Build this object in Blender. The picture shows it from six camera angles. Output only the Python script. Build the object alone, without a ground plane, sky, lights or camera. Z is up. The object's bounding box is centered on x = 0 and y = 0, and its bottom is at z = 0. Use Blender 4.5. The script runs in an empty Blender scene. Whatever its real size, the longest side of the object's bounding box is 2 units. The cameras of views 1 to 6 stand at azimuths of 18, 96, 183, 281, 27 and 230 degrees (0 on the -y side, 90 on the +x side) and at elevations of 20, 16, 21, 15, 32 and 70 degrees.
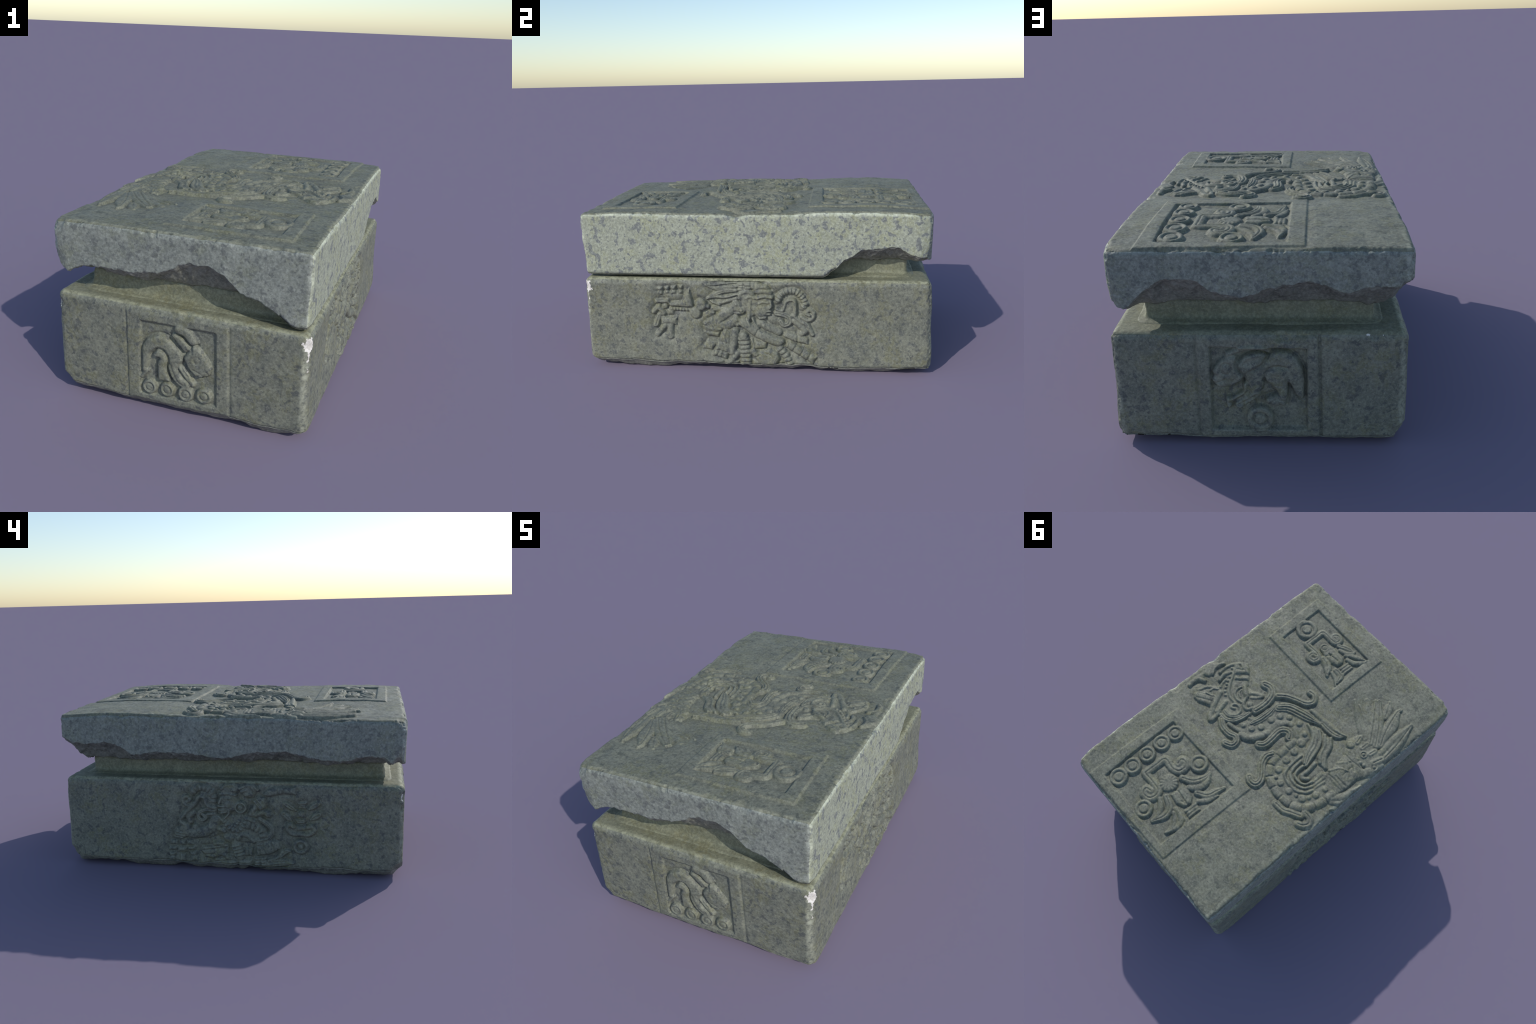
"""Carved greenstone casket: a low chest with an inner rim and a heavy, chipped lid.

Both blocks are built as one fine surface each (a loop round the block swept
through a vertical profile, plus a grid on top of the lid).  Relief is carved
into the faces with a small kit of strokes (ridge, mass, disc, groove, frame),
then every carved motif is split off as its own named mesh."""
import bpy
import math
import numpy as np

RNG_SEED = 7

# ---------------------------------------------------------------- dimensions
LID_TOP = 0.926          # level of the lid's field, before relief and tilt
# the top is not level: lift of the field at each plan corner
LID_TILT = dict(pm=.007, mm=-.006, pp=.018, mp=.015)
LID_REST = 0.656         # underside of the lid over the rim
CHEST_TOP = 0.553        # ledge level
# plan corners of each block: (+x,-y) (-x,-y) (+x,+y) (-x,+y)
LID_PLAN = dict(pm=(.627, -.988), mm=(-.636, -.992), pp=(.629, .978), mp=(-.651, .976))
CHEST_PLAN = dict(pm=(.636, -.991), mm=(-.632, -.992), pp=(.637, .986), mp=(-.639, .984))
LID_HX, LID_HY, LID_R = 0.62, 0.98, 0.024
CHEST_HX, CHEST_HY, CHEST_R = 0.62, 0.985, 0.036

# broken lower edge of the lid: height along each side
BREAK_FRONT = [(-.64, .735), (-.612, .705), (-.582, .676), (-.544, .662), (-.505, .686), (-.416, .706), (-.325, .702),
               (-.217, .712), (-.141, .722), (-.083, .724), (-.043, .743), (.019, .781), (.08, .796), (.135, .792),
               (.183, .783), (.232, .759), (.276, .723), (.309, .691), (.352, .677), (.388, .674), (.436, .649),
               (.484, .620), (.533, .582), (.564, .572), (.64, .572)]
BREAK_BACK = [(-.66, .80), (-.625, .79), (-.605, .76), (-.553, .754), (-.484, .764), (-.415, .755), (-.37, .739),
              (-.335, .736), (-.289, .761), (-.243, .777), (-.162, .778), (-.104, .765), (-.033, .749), (.026, .724),
              (.073, .712), (.131, .730), (.189, .750), (.223, .775), (.256, .793), (.327, .796), (.398, .786),
              (.436, .763), (.475, .731), (.515, .692), (.554, .666), (.64, .664)]
BREAK_LEFT = [(-1., .72), (-.977, .70), (-.929, .675), (-.897, .680), (-.877, .699), (-.836, .711), (-.775, .709),
              (-.719, .700), (-.674, .684), (-.57, .683), (-.512, .691), (-.445, .707), (-.394, .716), (-.335, .724),
              (-.267, .727), (-.189, .725), (-.137, .717), (-.057, .700), (.018, .686), (.054, .690), (.12, .699),
              (.187, .706), (.346, .710), (.414, .715), (.503, .704), (.537, .690), (.573, .712), (.613, .738),
              (.663, .760), (.713, .773), (.748, .760), (.834, .757), (.912, .760), (.97, .80), (1., .82)]
BREAK_RIGHT = [(-1., .572), (.255, .569), (.39, .570), (.414, .584), (.428, .601), (.467, .625), (.501, .662),
               (.536, .684), (.57, .706), (.604, .721), (.666, .729), (.747, .742), (.788, .741), (.816, .730),
               (.844, .714), (.895, .695), (.94, .685), (1., .681)]


# ---------------------------------------------------------------- noise
def _hash(ix, iy, iz, seed):
    n = (ix * 374761393 + iy * 668265263 + iz * 1274126177 + seed * 974634777) & 0xFFFFFFFF
    n = ((n ^ (n >> 13)) * 1103515245) & 0xFFFFFFFF
    n = ((n ^ (n >> 16)) * 2246822519) & 0xFFFFFFFF
    return ((n ^ (n >> 15)) & 0xFFFFFF).astype(np.float32) / np.float32(0x7FFFFF) - 1


def value_noise(p, scale, seed):
    q = np.asarray(p, dtype=np.float64) * scale + 100.0
    i = np.floor(q).astype(np.int64)
    f = (q - i).astype(np.float32)
    f = f * f * f * (f * (f * 6 - 15) + 10)
    out = 0
    for dx in (0, 1):
        wx = f[:, 0] if dx else 1 - f[:, 0]
        for dy in (0, 1):
            wy = f[:, 1] if dy else 1 - f[:, 1]
            for dz in (0, 1):
                wz = f[:, 2] if dz else 1 - f[:, 2]
                out = out + wx * wy * wz * _hash(i[:, 0] + dx, i[:, 1] + dy, i[:, 2] + dz, seed)
    return out


def fractal(p, scale, octaves, seed, gain=.5):
    out, a = 0, 1.0
    for k in range(octaves):
        out = out + a * value_noise(p, scale * 2 ** k, seed + k)
        a *= gain
    return out


def smooth(a, b, x):
    t = np.clip((x - a) / (b - a), 0, 1)
    return t * t * (3 - 2 * t)


# ---------------------------------------------------------------- relief kit
def spline(pts, step=6):
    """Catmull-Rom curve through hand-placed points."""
    p = np.array(pts, dtype=float)
    if len(p) < 3:
        return np.array([p[0] + (p[-1] - p[0]) * t for t in np.linspace(0, 1, 5)])
    e = np.vstack([2 * p[0] - p[1], p, 2 * p[-1] - p[-2]])
    out = []
    for i in range(1, len(e) - 2):
        a, b, c, d = e[i - 1], e[i], e[i + 1], e[i + 2]
        for t in np.arange(step) / step:
            out.append(.5 * (2 * b + (c - a) * t + (2 * a - 5 * b + 4 * c - d) * t * t
                             + (3 * b - a - 3 * c + d) * t ** 3))
    out.append(p[-1])
    return np.array(out)


def shoulder(t):
    t = np.clip(t, 0, 1)
    return np.sqrt(np.maximum(0, 1 - (1 - t) ** 2))


class Relief:
    """Height over one carved face, on the face's own 2D coordinates."""

    def __init__(self, u, v):
        self.u, self.v = u, v                     # 2D arrays of face coordinates
        self.h = np.zeros_like(u)
        self.ground = np.zeros_like(u)
        self.tag = np.full(u.shape, -1, dtype=int)
        self.names = []
        self.current = -1

    def part(self, name):
        if name not in self.names:
            self.names.append(name)
        self.current = self.names.index(name)

    def _window(self, pts, pad):
        lo, hi = pts.min(0) - pad, pts.max(0) + pad
        m = (self.u >= lo[0]) & (self.u <= hi[0]) & (self.v >= lo[1]) & (self.v <= hi[1])
        if not m.any():
            return None
        r, c = np.where(m.any(1))[0], np.where(m.any(0))[0]
        return slice(r[0], r[-1] + 1), slice(c[0], c[-1] + 1)

    def _along(self, win, c):
        """signed distance to a curve and arc length of the nearest point"""
        u, v = self.u[win], self.v[win]
        best = np.full(u.shape, 9.0)
        side, arc = np.zeros_like(u), np.zeros_like(u)
        run = 0.0
        for a, b in zip(c[:-1], c[1:]):
            ex, ey = b - a
            L2 = ex * ex + ey * ey + 1e-12
            wx, wy = u - a[0], v - a[1]
            t = np.clip((wx * ex + wy * ey) / L2, 0, 1)
            d = np.hypot(wx - t * ex, wy - t * ey)
            m = d < best
            best = np.where(m, d, best)
            side = np.where(m, np.sign(ex * wy - ey * wx), side)
            arc = np.where(m, run + t * math.sqrt(L2), arc)
            run += math.sqrt(L2)
        return best, side, arc, run

    def _raise(self, win, val, inside):
        val = val + self.ground[win]
        h = self.h[win]
        m = inside & (val > h)
        self.h[win] = np.where(m, val, h)
        self.tag[win] = np.where(m, self.current, self.tag[win])

    def ridge(self, pts, w, h=.018, w1=None, grooves=0, segments=0, tip=0):
        c = spline(pts)
        win = self._window(c, w * 1.6 + .004)
        if win is None:
            return
        d, side, arc, run = self._along(win, c)
        t = arc / run
        ww = w + ((w1 if w1 is not None else w) - w) * t
        if tip:
            ww = ww * (1 - .60 * smooth(.6, 1, t)) * (.8 + .2 * smooth(0, .3, t))
        edge = np.minimum(ww, .026)
        val = h * shoulder((ww - d) / edge)
        s = d * side / ww
        if grooves:
            for k in range(grooves):
                o = (k + 1) / (grooves + 1) * 2 - 1
                val = val - .42 * h * np.exp(-((s - o) * ww / np.maximum(.0030, .10 * ww)) ** 2)
        if segments:
            x = (t * segments) % 1
            x = np.minimum(x, 1 - x) * run / segments
            val = val - .40 * h * np.exp(-(x / .0046) ** 2)
        self._raise(win, val, d < ww)

    def mass(self, pts, h=.018, edge=.020):
        p = np.array(pts, dtype=float)
        win = self._window(p, .003)
        if win is None:
            return
        u, v = self.u[win], self.v[win]
        inside = np.zeros(u.shape, bool)
        d = np.full(u.shape, 9.0)
        for a, b in zip(p, np.roll(p, -1, 0)):
            ex, ey = b - a
            t = np.clip(((u - a[0]) * ex + (v - a[1]) * ey) / (ex * ex + ey * ey + 1e-12), 0, 1)
            d = np.minimum(d, np.hypot(u - a[0] - t * ex, v - a[1] - t * ey))
            cross = ((a[1] > v) != (b[1] > v)) & (u < ex * (v - a[1]) / (ey + 1e-12) + a[0])
            inside ^= cross
        if self.sdf_only:
            return win, np.where(inside, d, -d)
        self._raise(win, h * shoulder(d / edge), inside)

    sdf_only = False

    def disc(self, c, r, h=.018, ring=0, rays=0):
        win = self._window(np.array([c]), r + .003)
        if win is None:
            return
        x, y = self.u[win] - c[0], self.v[win] - c[1]
        d = np.hypot(x, y)
        val = h * shoulder((r - d) / min(r, .014 if not ring else .012))
        if ring:
            val = val - .55 * h * np.exp(-((d - ring * r) / max(.0042, .1 * r)) ** 2)
        if rays:
            a = np.arctan2(y, x) * rays / (2 * math.pi)
            val = val - .25 * h * (.5 + .5 * np.cos(2 * math.pi * a)) * smooth(.35 * r, .8 * r, d)
        self._raise(win, val, d < r)

    def groove(self, pts, w=.0044, d=.0062):
        c = spline(pts)
        win = self._window(c, 2.5 * w)
        if win is None:
            return
        dist = self._along(win, c)[0]
        self.h[win] -= d * np.exp(-(dist / w) ** 2)

    def frame(self, inner, outer, band=.010, floor=-.004):
        self.sdf_only = True
        win, so = self.mass(outer)
        val = band * smooth(-.001, .008, so)
        self.h[win] = np.maximum(self.h[win], val)
        self.tag[win] = np.where(so > 0, self.current, self.tag[win])
        win, si = self.mass(inner)
        m = smooth(-.004, .006, si)
        self.h[win] = self.h[win] * (1 - m) + floor * m
        self.ground[win] = np.where(si > 0, floor * .7, self.ground[win])
        self.sdf_only = False


def box_blur(a, r, passes=3):
    """Running means in each direction: close to a Gaussian."""
    for _ in range(passes):
        for ax in (0, 1):
            pad = [(r + 1, r) if k == ax else (0, 0) for k in (0, 1)]
            c = np.cumsum(np.pad(a, pad, mode='edge'), axis=ax)
            n = c.shape[ax]
            a = (np.take(c, range(2 * r + 1, n), ax) - np.take(c, range(0, n - 2 * r - 1), ax)) / (2 * r + 1)
    return a


def sunken(rel, depth, proud=1., cells=5, skip=('glyph_panel', 'rabbit_panel')):
    """Cut the ground back around the figures, so they stand in a shallow hollow."""
    ignore = [i for i, x in enumerate(rel.names) if x in skip]
    m = ((rel.tag >= 0) & ~np.isin(rel.tag, ignore)).astype(float)
    halo = np.clip(box_blur(m, cells) * 1.8, 0, 1)
    worn = .35 * rel.h + .65 * box_blur(rel.h, 1, 1)          # centuries of rubbing
    worn = np.where(worn > proud, proud + (worn - proud) * .5, worn)
    return worn - depth * halo


# ---------------------------------------------------------------- carvings
def carve_lid_top(r):
    r.part('serpent_head')
    r.mass([(.501, .162), (.501, .126), (.447, .02), (.441, -.061), (.506, -.052), (.519, -.088), (.512, -.163), (.487, -.2), (.445, -.235), (.406, -.217), (.325, -.144), (.316, -.121), (.246, -.137), (.182, -.146), (.155, -.048), (.164, .056), (.209, .116), (.275, .136), (.278, .194), (.312, .202), (.357, .143), (.446, .181)], h=.01)
    r.mass([(.504, -.16), (.49, -.196), (.446, -.23), (.412, -.219), (.373, -.188), (.436, -.117)], h=.024)
    r.mass([(.427, -.11), (.366, -.176), (.341, -.155), (.409, -.088)], h=.022)
    r.groove([(.405, -.135), (.38, -.115)])
    r.mass([(.401, -.078), (.333, -.148), (.316, -.121), (.372, -.042)], h=.012)
    r.groove([(.453, -.15), (.423, -.179)])
    r.groove([(.462, -.183), (.444, -.178)], d=.01)
    r.disc((.481, -.132), r=.011, h=.02)
    r.disc((.463, -.11), r=.011, h=.02)
    r.disc((.444, -.083), r=.011, h=.02)
    r.disc((.431, -.056), r=.011, h=.02)
    r.disc((.416, -.036), r=.011, h=.02)
    r.disc((.402, -.016), r=.011, h=.02)
    r.disc((.383, .004), r=.011, h=.02)
    r.disc((.361, .019), r=.011, h=.02)
    r.ridge([(.499, -.153), (.511, -.106), (.508, -.059)], w=.014, h=.02)
    r.ridge([(.468, -.096), (.48, -.062), (.468, -.021)], w=.014, h=.02)
    r.ridge([(.445, -.052), (.44, -.021), (.427, .006)], w=.011, h=.018)
    r.ridge([(.469, -.145), (.435, -.101), (.404, -.053), (.368, -.014), (.328, .006), (.281, .008)], w=.011, h=.021)
    r.ridge([(.34, -.091), (.344, -.057), (.327, -.029), (.295, -.016), (.258, -.023)], w=.01, h=.021)
    r.ridge([(.325, -.079), (.316, -.053), (.287, -.041)], w=.007, h=.018)
    r.mass([(.345, -.105), (.333, -.123), (.297, -.111), (.264, -.1), (.253, -.081), (.268, -.056), (.305, -.069)], h=.026)
    r.ridge([(.263, -.077), (.249, -.037), (.225, -.017), (.194, -.019), (.182, -.049)], w=.014, h=.024)
    r.disc((.21, -.054), r=.023, h=.023)
    r.ridge([(.266, -.11), (.24, -.132), (.207, -.149)], w=.015, h=.018)
    r.ridge([(.241, -.09), (.215, -.118), (.201, -.144)], w=.012, h=.018)
    r.ridge([(.257, -.214), (.217, -.227), (.173, -.204), (.154, -.154), (.151, -.101), (.156, -.055)], w=.029, h=.025, grooves=2)
    r.ridge([(.281, .088), (.238, .086), (.21, .054), (.215, .019), (.247, .005), (.276, .018), (.274, .044), (.251, .037)], w=.011, h=.022)
    r.ridge([(.274, .124), (.232, .122), (.193, .093), (.174, .047), (.168, -.01)], w=.015, h=.022, grooves=1)
    r.ridge([(.283, .098), (.243, .1), (.204, .071), (.185, .025)], w=.009, h=.019)
    r.mass([(.503, .161), (.498, .127), (.4, .059), (.358, .136), (.441, .179), (.48, .179)], h=.02)
    r.groove([(.483, .134), (.393, .076)])
    r.groove([(.465, .163), (.375, .103)])
    r.ridge([(.499, .121), (.484, .072), (.439, .027)], w=.012, h=.016)
    r.ridge([(.448, .07), (.446, .046), (.424, .027)], w=.009, h=.018)
    r.ridge([(.398, .033), (.377, .077), (.35, .127)], w=.02, h=.024)
    r.ridge([(.325, .05), (.315, .087), (.306, .128)], w=.019, h=.025)
    r.ridge([(.339, .138), (.318, .177), (.294, .193)], w=.021, h=.022)
    r.ridge([(.299, .116), (.29, .154), (.286, .188)], w=.016, h=.022)
    r.ridge([(.454, .101), (.412, .086)], w=.006, h=.023)
    r.part('serpent_tongue')
    r.mass([(.579, .138), (.593, .084), (.584, .028), (.611, -.024), (.598, -.082), (.545, -.121), (.536, -.102), (.54, -.051), (.525, -.023), (.53, .016), (.558, .031), (.526, .065), (.56, .091), (.555, .144)], h=.014)
    r.ridge([(.544, -.114), (.557, -.087), (.55, -.044), (.527, -.013)], w=.013, h=.017, w1=.006)
    r.ridge([(.528, .055), (.567, .079), (.571, .113), (.563, .144)], w=.015, h=.019)
    r.part('serpent_plume')
    r.ridge([(.144, -.221), (.099, -.264), (.046, -.293), (-.015, -.323), (-.037, -.364), (-.008, -.396), (.03, -.392)], w=.022, h=.024, grooves=1)
    r.ridge([(.107, .023), (.094, -.04), (.092, -.113), (.102, -.179)], w=.028, h=.024, grooves=3, tip=1)
    r.ridge([(.139, .008), (.106, -.007)], w=.015, h=.018)
    r.ridge([(.078, -.173), (.036, -.221), (-.031, -.25), (-.104, -.274), (-.173, -.298)], w=.037, h=.024, grooves=3, tip=1)
    r.ridge([(-.072, -.316), (-.154, -.324), (-.236, -.332), (-.305, -.345), (-.335, -.356)], w=.02, h=.024, tip=1)
    r.ridge([(-.177, -.304), (-.253, -.305), (-.306, -.319), (-.333, -.351)], w=.022, h=.022, grooves=1, tip=1)
    r.part('serpent_limb')
    r.ridge([(.25, .143), (.206, .167), (.146, .168), (.106, .152), (.076, .168), (.075, .202), (.112, .225)], w=.024, h=.024, grooves=2)
    r.ridge([(.197, .126), (.149, .117), (.106, .103)], w=.016, h=.016)
    r.ridge([(-.03, .077), (-.053, .048), (-.053, -.007), (-.047, -.068), (-.064, -.103), (-.097, -.111), (-.119, -.089)], w=.027, h=.026, grooves=2)
    r.part('serpent_body')
    r.mass([(.164, .08), (.14, .013), (.082, -.148), (-.007, -.234), (-.119, -.261), (-.207, -.182), (-.198, -.066), (-.129, -.04), (-.117, -.125), (-.054, -.131), (-.016, -.088), (-.019, .025), (.016, .081), (.097, .111)], h=.009)
    r.disc((.129, .066), r=.02, h=.02)
    r.disc((.078, .044), r=.023, h=.02)
    r.disc((.048, -.007), r=.025, h=.02)
    r.disc((.043, -.084), r=.024, h=.02)
    r.disc((.026, -.143), r=.023, h=.02)
    r.disc((-.018, -.181), r=.021, h=.02)
    r.disc((-.088, -.201), r=.023, h=.02)
    r.disc((-.161, -.18), r=.021, h=.02)
    r.ridge([(.089, .118), (.047, .101), (.019, .069)], w=.024, h=.023)
    r.ridge([(.016, .057), (.001, .021), (-.007, -.016)], w=.024, h=.023)
    r.ridge([(0, -.038), (-.001, -.082), (-.003, -.112)], w=.026, h=.015)
    r.ridge([(-.018, -.118), (-.034, -.147), (-.062, -.16)], w=.021, h=.017)
    r.ridge([(-.096, -.156), (-.14, -.133)], w=.02, h=.018)
    r.mass([(-.123, -.122), (-.172, -.178), (-.279, -.095), (-.299, -.028), (-.298, .032), (-.362, .076), (-.43, .027), (-.403, -.089), (-.44, -.123), (-.582, -.104), (-.56, .023), (-.545, .118), (-.485, .172), (-.397, .203), (-.311, .2), (-.222, .178), (-.163, .097), (-.138, -.01)], h=.01)
    r.ridge([(-.152, -.109), (-.159, -.041), (-.162, .023), (-.171, .089), (-.204, .14), (-.243, .169), (-.297, .188), (-.373, .194), (-.461, .175), (-.522, .122), (-.551, .033), (-.559, -.063)], w=.027, h=.021, segments=11)
    r.disc((-.192, -.124), r=.029, h=.021)
    r.disc((-.207, -.054), r=.027, h=.021)
    r.disc((-.216, .018), r=.026, h=.021)
    r.disc((-.232, .093), r=.026, h=.021)
    r.disc((-.303, .14), r=.023, h=.021)
    r.disc((-.374, .135), r=.025, h=.021)
    r.disc((-.46, .108), r=.027, h=.021)
    r.disc((-.497, .033), r=.025, h=.021)
    r.disc((-.505, -.033), r=.022, h=.021)
    r.disc((-.258, .137), r=.016, h=.021)
    r.disc((-.424, .121), r=.016, h=.021)
    r.disc((-.483, .075), r=.016, h=.021)
    r.ridge([(-.255, -.067), (-.255, 0), (-.264, .057), (-.285, .091), (-.342, .107), (-.404, .101), (-.448, .068), (-.463, .029)], w=.012, h=.022)
    r.ridge([(-.278, -.041), (-.284, .019), (-.304, .062), (-.359, .08), (-.418, .059), (-.442, .014)], w=.012, h=.021)
    r.ridge([(-.311, -.03), (-.312, .017), (-.33, .048), (-.376, .053), (-.409, .033), (-.421, -.006)], w=.011, h=.021)
    r.ridge([(-.345, -.095), (-.352, -.037), (-.351, .009), (-.369, .021), (-.391, -.001)], w=.015, h=.02)
    r.mass([(-.413, -.022), (-.403, -.095), (-.448, -.103), (-.484, -.064), (-.469, .026)], h=.018)
    r.groove([(-.437, -.009), (-.437, -.083)])
    r.groove([(-.454, .007), (-.461, -.073)])
    r.part('serpent_plume')
    r.mass([(-.119, -.226), (-.174, -.265), (-.214, -.273), (-.269, -.22), (-.308, -.15), (-.324, -.08), (-.323, -.037), (-.273, -.051), (-.249, -.091), (-.228, -.166), (-.189, -.213)], h=.016)
    r.ridge([(-.128, -.236), (-.194, -.218), (-.236, -.174), (-.265, -.102), (-.304, -.049)], w=.014, h=.024, w1=.02, tip=1)
    r.ridge([(-.165, -.247), (-.219, -.224), (-.26, -.172), (-.282, -.106), (-.321, -.042)], w=.013, h=.023, tip=1)
    r.ridge([(-.198, -.262), (-.251, -.23), (-.285, -.177), (-.305, -.11), (-.326, -.048)], w=.013, h=.023, tip=1)
    r.mass([(-.236, -.259), (-.301, -.288), (-.34, -.24), (-.365, -.179), (-.423, -.133), (-.416, -.114), (-.351, -.111), (-.312, -.14), (-.293, -.201)], h=.016)
    r.ridge([(-.249, -.266), (-.297, -.222), (-.327, -.158), (-.364, -.125)], w=.013, h=.023)
    r.ridge([(-.287, -.279), (-.328, -.235), (-.353, -.172), (-.407, -.122)], w=.015, h=.023, tip=1)
    r.part('serpent_limb')
    r.ridge([(-.133, .053), (-.119, .093), (-.138, .142), (-.181, .182), (-.212, .22), (-.212, .256), (-.18, .267), (-.157, .257)], w=.026, h=.026, grooves=2)
    r.ridge([(-.382, .244), (-.439, .239), (-.48, .216), (-.534, .186)], w=.023, h=.02, grooves=1)
    r.ridge([(-.536, .152), (-.578, .154), (-.599, .182), (-.584, .213), (-.558, .229)], w=.023, h=.02, grooves=1)
    r.ridge([(-.577, -.026), (-.609, -.084), (-.62, -.148), (-.629, -.202)], w=.024, h=.018, tip=1)
    r.ridge([(-.589, -.008), (-.626, -.05), (-.639, -.112)], w=.017, h=.013)
    r.part('serpent_tail')
    r.mass([(-.438, -.121), (-.433, -.204), (-.419, -.271), (-.396, -.305), (-.436, -.328), (-.554, -.291), (-.625, -.325), (-.621, -.291), (-.586, -.217), (-.589, -.134), (-.581, -.099), (-.505, -.088), (-.445, -.107)], h=.018)
    r.groove([(-.42, -.272), (-.469, -.271), (-.552, -.281), (-.596, -.265)])
    r.groove([(-.436, -.208), (-.484, -.263)])
    r.groove([(-.438, -.132), (-.482, -.197), (-.525, -.206), (-.571, -.163)])
    r.groove([(-.448, -.11), (-.503, -.115), (-.575, -.11)])
    r.groove([(-.512, -.169), (-.509, -.246)])
    r.groove([(-.488, -.135), (-.573, -.137)])
    r.groove([(-.485, -.256), (-.56, -.224)])
    r.ridge([(-.44, -.204), (-.469, -.246)], w=.014, h=.021)
    r.ridge([(-.442, -.133), (-.468, -.185), (-.508, -.209)], w=.011, h=.022)
    r.ridge([(-.562, -.19), (-.549, -.234)], w=.019, h=.021)
    r.mass([(-.359, -.339), (-.375, -.41), (-.421, -.425), (-.466, -.439), (-.516, -.442), (-.589, -.436), (-.628, -.405), (-.622, -.34), (-.576, -.302), (-.422, -.29)], h=.013)
    r.disc((-.398, -.341), r=.029, h=.023)
    r.ridge([(-.413, -.381), (-.403, -.418)], w=.022, h=.023, grooves=1)
    r.ridge([(-.46, -.378), (-.462, -.42)], w=.021, h=.021, grooves=1)
    r.disc((-.498, -.354), r=.027, h=.025, ring=.45)
    r.ridge([(-.519, -.385), (-.525, -.424)], w=.022, h=.021, grooves=1)
    r.ridge([(-.575, -.363), (-.589, -.42)], w=.027, h=.023, grooves=1)
    r.disc((-.597, -.348), r=.027, h=.022, ring=.5)
    r.mass([(-.561, -.292), (-.574, -.329), (-.619, -.343), (-.624, -.313), (-.596, -.265)], h=.02)
    r.mass([(-.403, -.298), (-.414, -.322), (-.449, -.312), (-.433, -.279)], h=.022)
    r.disc((-.463, -.306), r=.014, h=.02)
    r.disc((-.492, -.306), r=.014, h=.02)
    r.disc((-.522, -.306), r=.014, h=.02)
    r.disc((-.548, -.31), r=.014, h=.02)
    r.part('serpent_tail_feather')
    r.ridge([(-.422, -.431), (-.329, -.484), (-.194, -.568)], w=.03, h=.015, w1=.016, tip=1, grooves=1)
    r.ridge([(-.43, -.45), (-.337, -.525), (-.241, -.567)], w=.02, h=.01, tip=1)
    r.ridge([(-.384, -.503), (-.316, -.577), (-.244, -.626)], w=.03, h=.01, tip=1, grooves=1)
    r.ridge([(-.468, -.441), (-.395, -.537), (-.287, -.663)], w=.03, h=.018, grooves=1, tip=1)
    r.ridge([(-.504, -.45), (-.418, -.564), (-.3, -.678)], w=.03, h=.018, grooves=1, tip=1)
    r.ridge([(-.403, -.633), (-.378, -.68), (-.351, -.72)], w=.029, h=.011, tip=1, grooves=1)
    r.ridge([(-.52, -.479), (-.476, -.566), (-.432, -.699), (-.432, -.736)], w=.03, h=.018, tip=1, grooves=1)
    r.ridge([(-.507, -.527), (-.485, -.62), (-.441, -.709)], w=.026, h=.017, tip=1)
    r.ridge([(-.557, -.439), (-.545, -.561), (-.545, -.715)], w=.026, h=.02, tip=1)
    r.ridge([(-.595, -.441), (-.582, -.561), (-.55, -.71)], w=.029, h=.02, tip=1, grooves=1)
    r.part('glyph_panel')
    r.frame([(.421, .899), (.428, .379), (-.136, .364), (-.132, .902)], [(.499, .969), (.487, .294), (-.219, .297), (-.211, .946)])
    r.part('numeral_disc')
    r.disc((.36, .842), r=.058, h=.019, ring=.55)
    r.disc((.359, .739), r=.055, h=.019, ring=.55)
    r.disc((.361, .629), r=.053, h=.019, ring=.55)
    r.disc((.363, .518), r=.054, h=.019, ring=.55)
    r.disc((.359, .417), r=.052, h=.019, ring=.55)
    r.disc((.104, .848), r=.056, h=.019, ring=.55)
    r.disc((.109, .429), r=.058, h=.019, ring=.55)
    r.part('reed_glyph')
    r.ridge([(.161, .751), (.192, .763), (.178, .793), (.134, .785), (.119, .747), (.138, .715), (.208, .709), (.267, .71), (.272, .696), (.269, .627), (.264, .565), (.194, .568), (.151, .551), (.143, .51), (.166, .485), (.197, .493), (.189, .525)], w=.027, h=.018, grooves=1)
    r.mass([(.24, .649), (.229, .599), (.14, .581), (.048, .666), (.095, .702), (.184, .677)], h=.005)
    r.disc((.132, .641), r=.058, h=.018, rays=14)
    r.disc((.156, .641), r=.02, h=.022, ring=.6)
    r.mass([(.066, .678), (.064, .64), (.076, .58), (.025, .577), (-.029, .587), (-.058, .62), (-.047, .666), (.001, .688)], h=.018)
    r.groove([(.057, .631), (-.037, .64)], d=.01)
    r.groove([(-.01, .654), (-.042, .644)])
    r.ridge([(.104, .562), (.046, .524), (.019, .465), (.021, .421)], w=.027, h=.018, tip=1, grooves=1)
    r.ridge([(.032, .571), (-.009, .524), (-.012, .461), (.012, .424)], w=.023, h=.017, tip=1)
    r.ridge([(-.027, .553), (-.08, .515), (-.096, .456), (-.108, .411)], w=.024, h=.017, tip=1, grooves=1)
    r.ridge([(-.072, .582), (-.103, .534), (-.123, .47)], w=.018, h=.014, tip=1)
    r.ridge([(.09, .741), (.042, .767), (.018, .81), (.016, .856)], w=.019, h=.016, tip=1)
    r.ridge([(.073, .704), (.009, .728), (-.013, .783), (.01, .857)], w=.024, h=.018, tip=1, grooves=1)
    r.ridge([(-.035, .731), (-.08, .758), (-.101, .795), (-.096, .84)], w=.018, h=.016, tip=1)
    r.ridge([(-.024, .708), (-.086, .717), (-.114, .763), (-.1, .836)], w=.02, h=.018, tip=1)
    r.ridge([(-.091, .703), (-.12, .704), (-.137, .732)], w=.011, h=.012)
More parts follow.
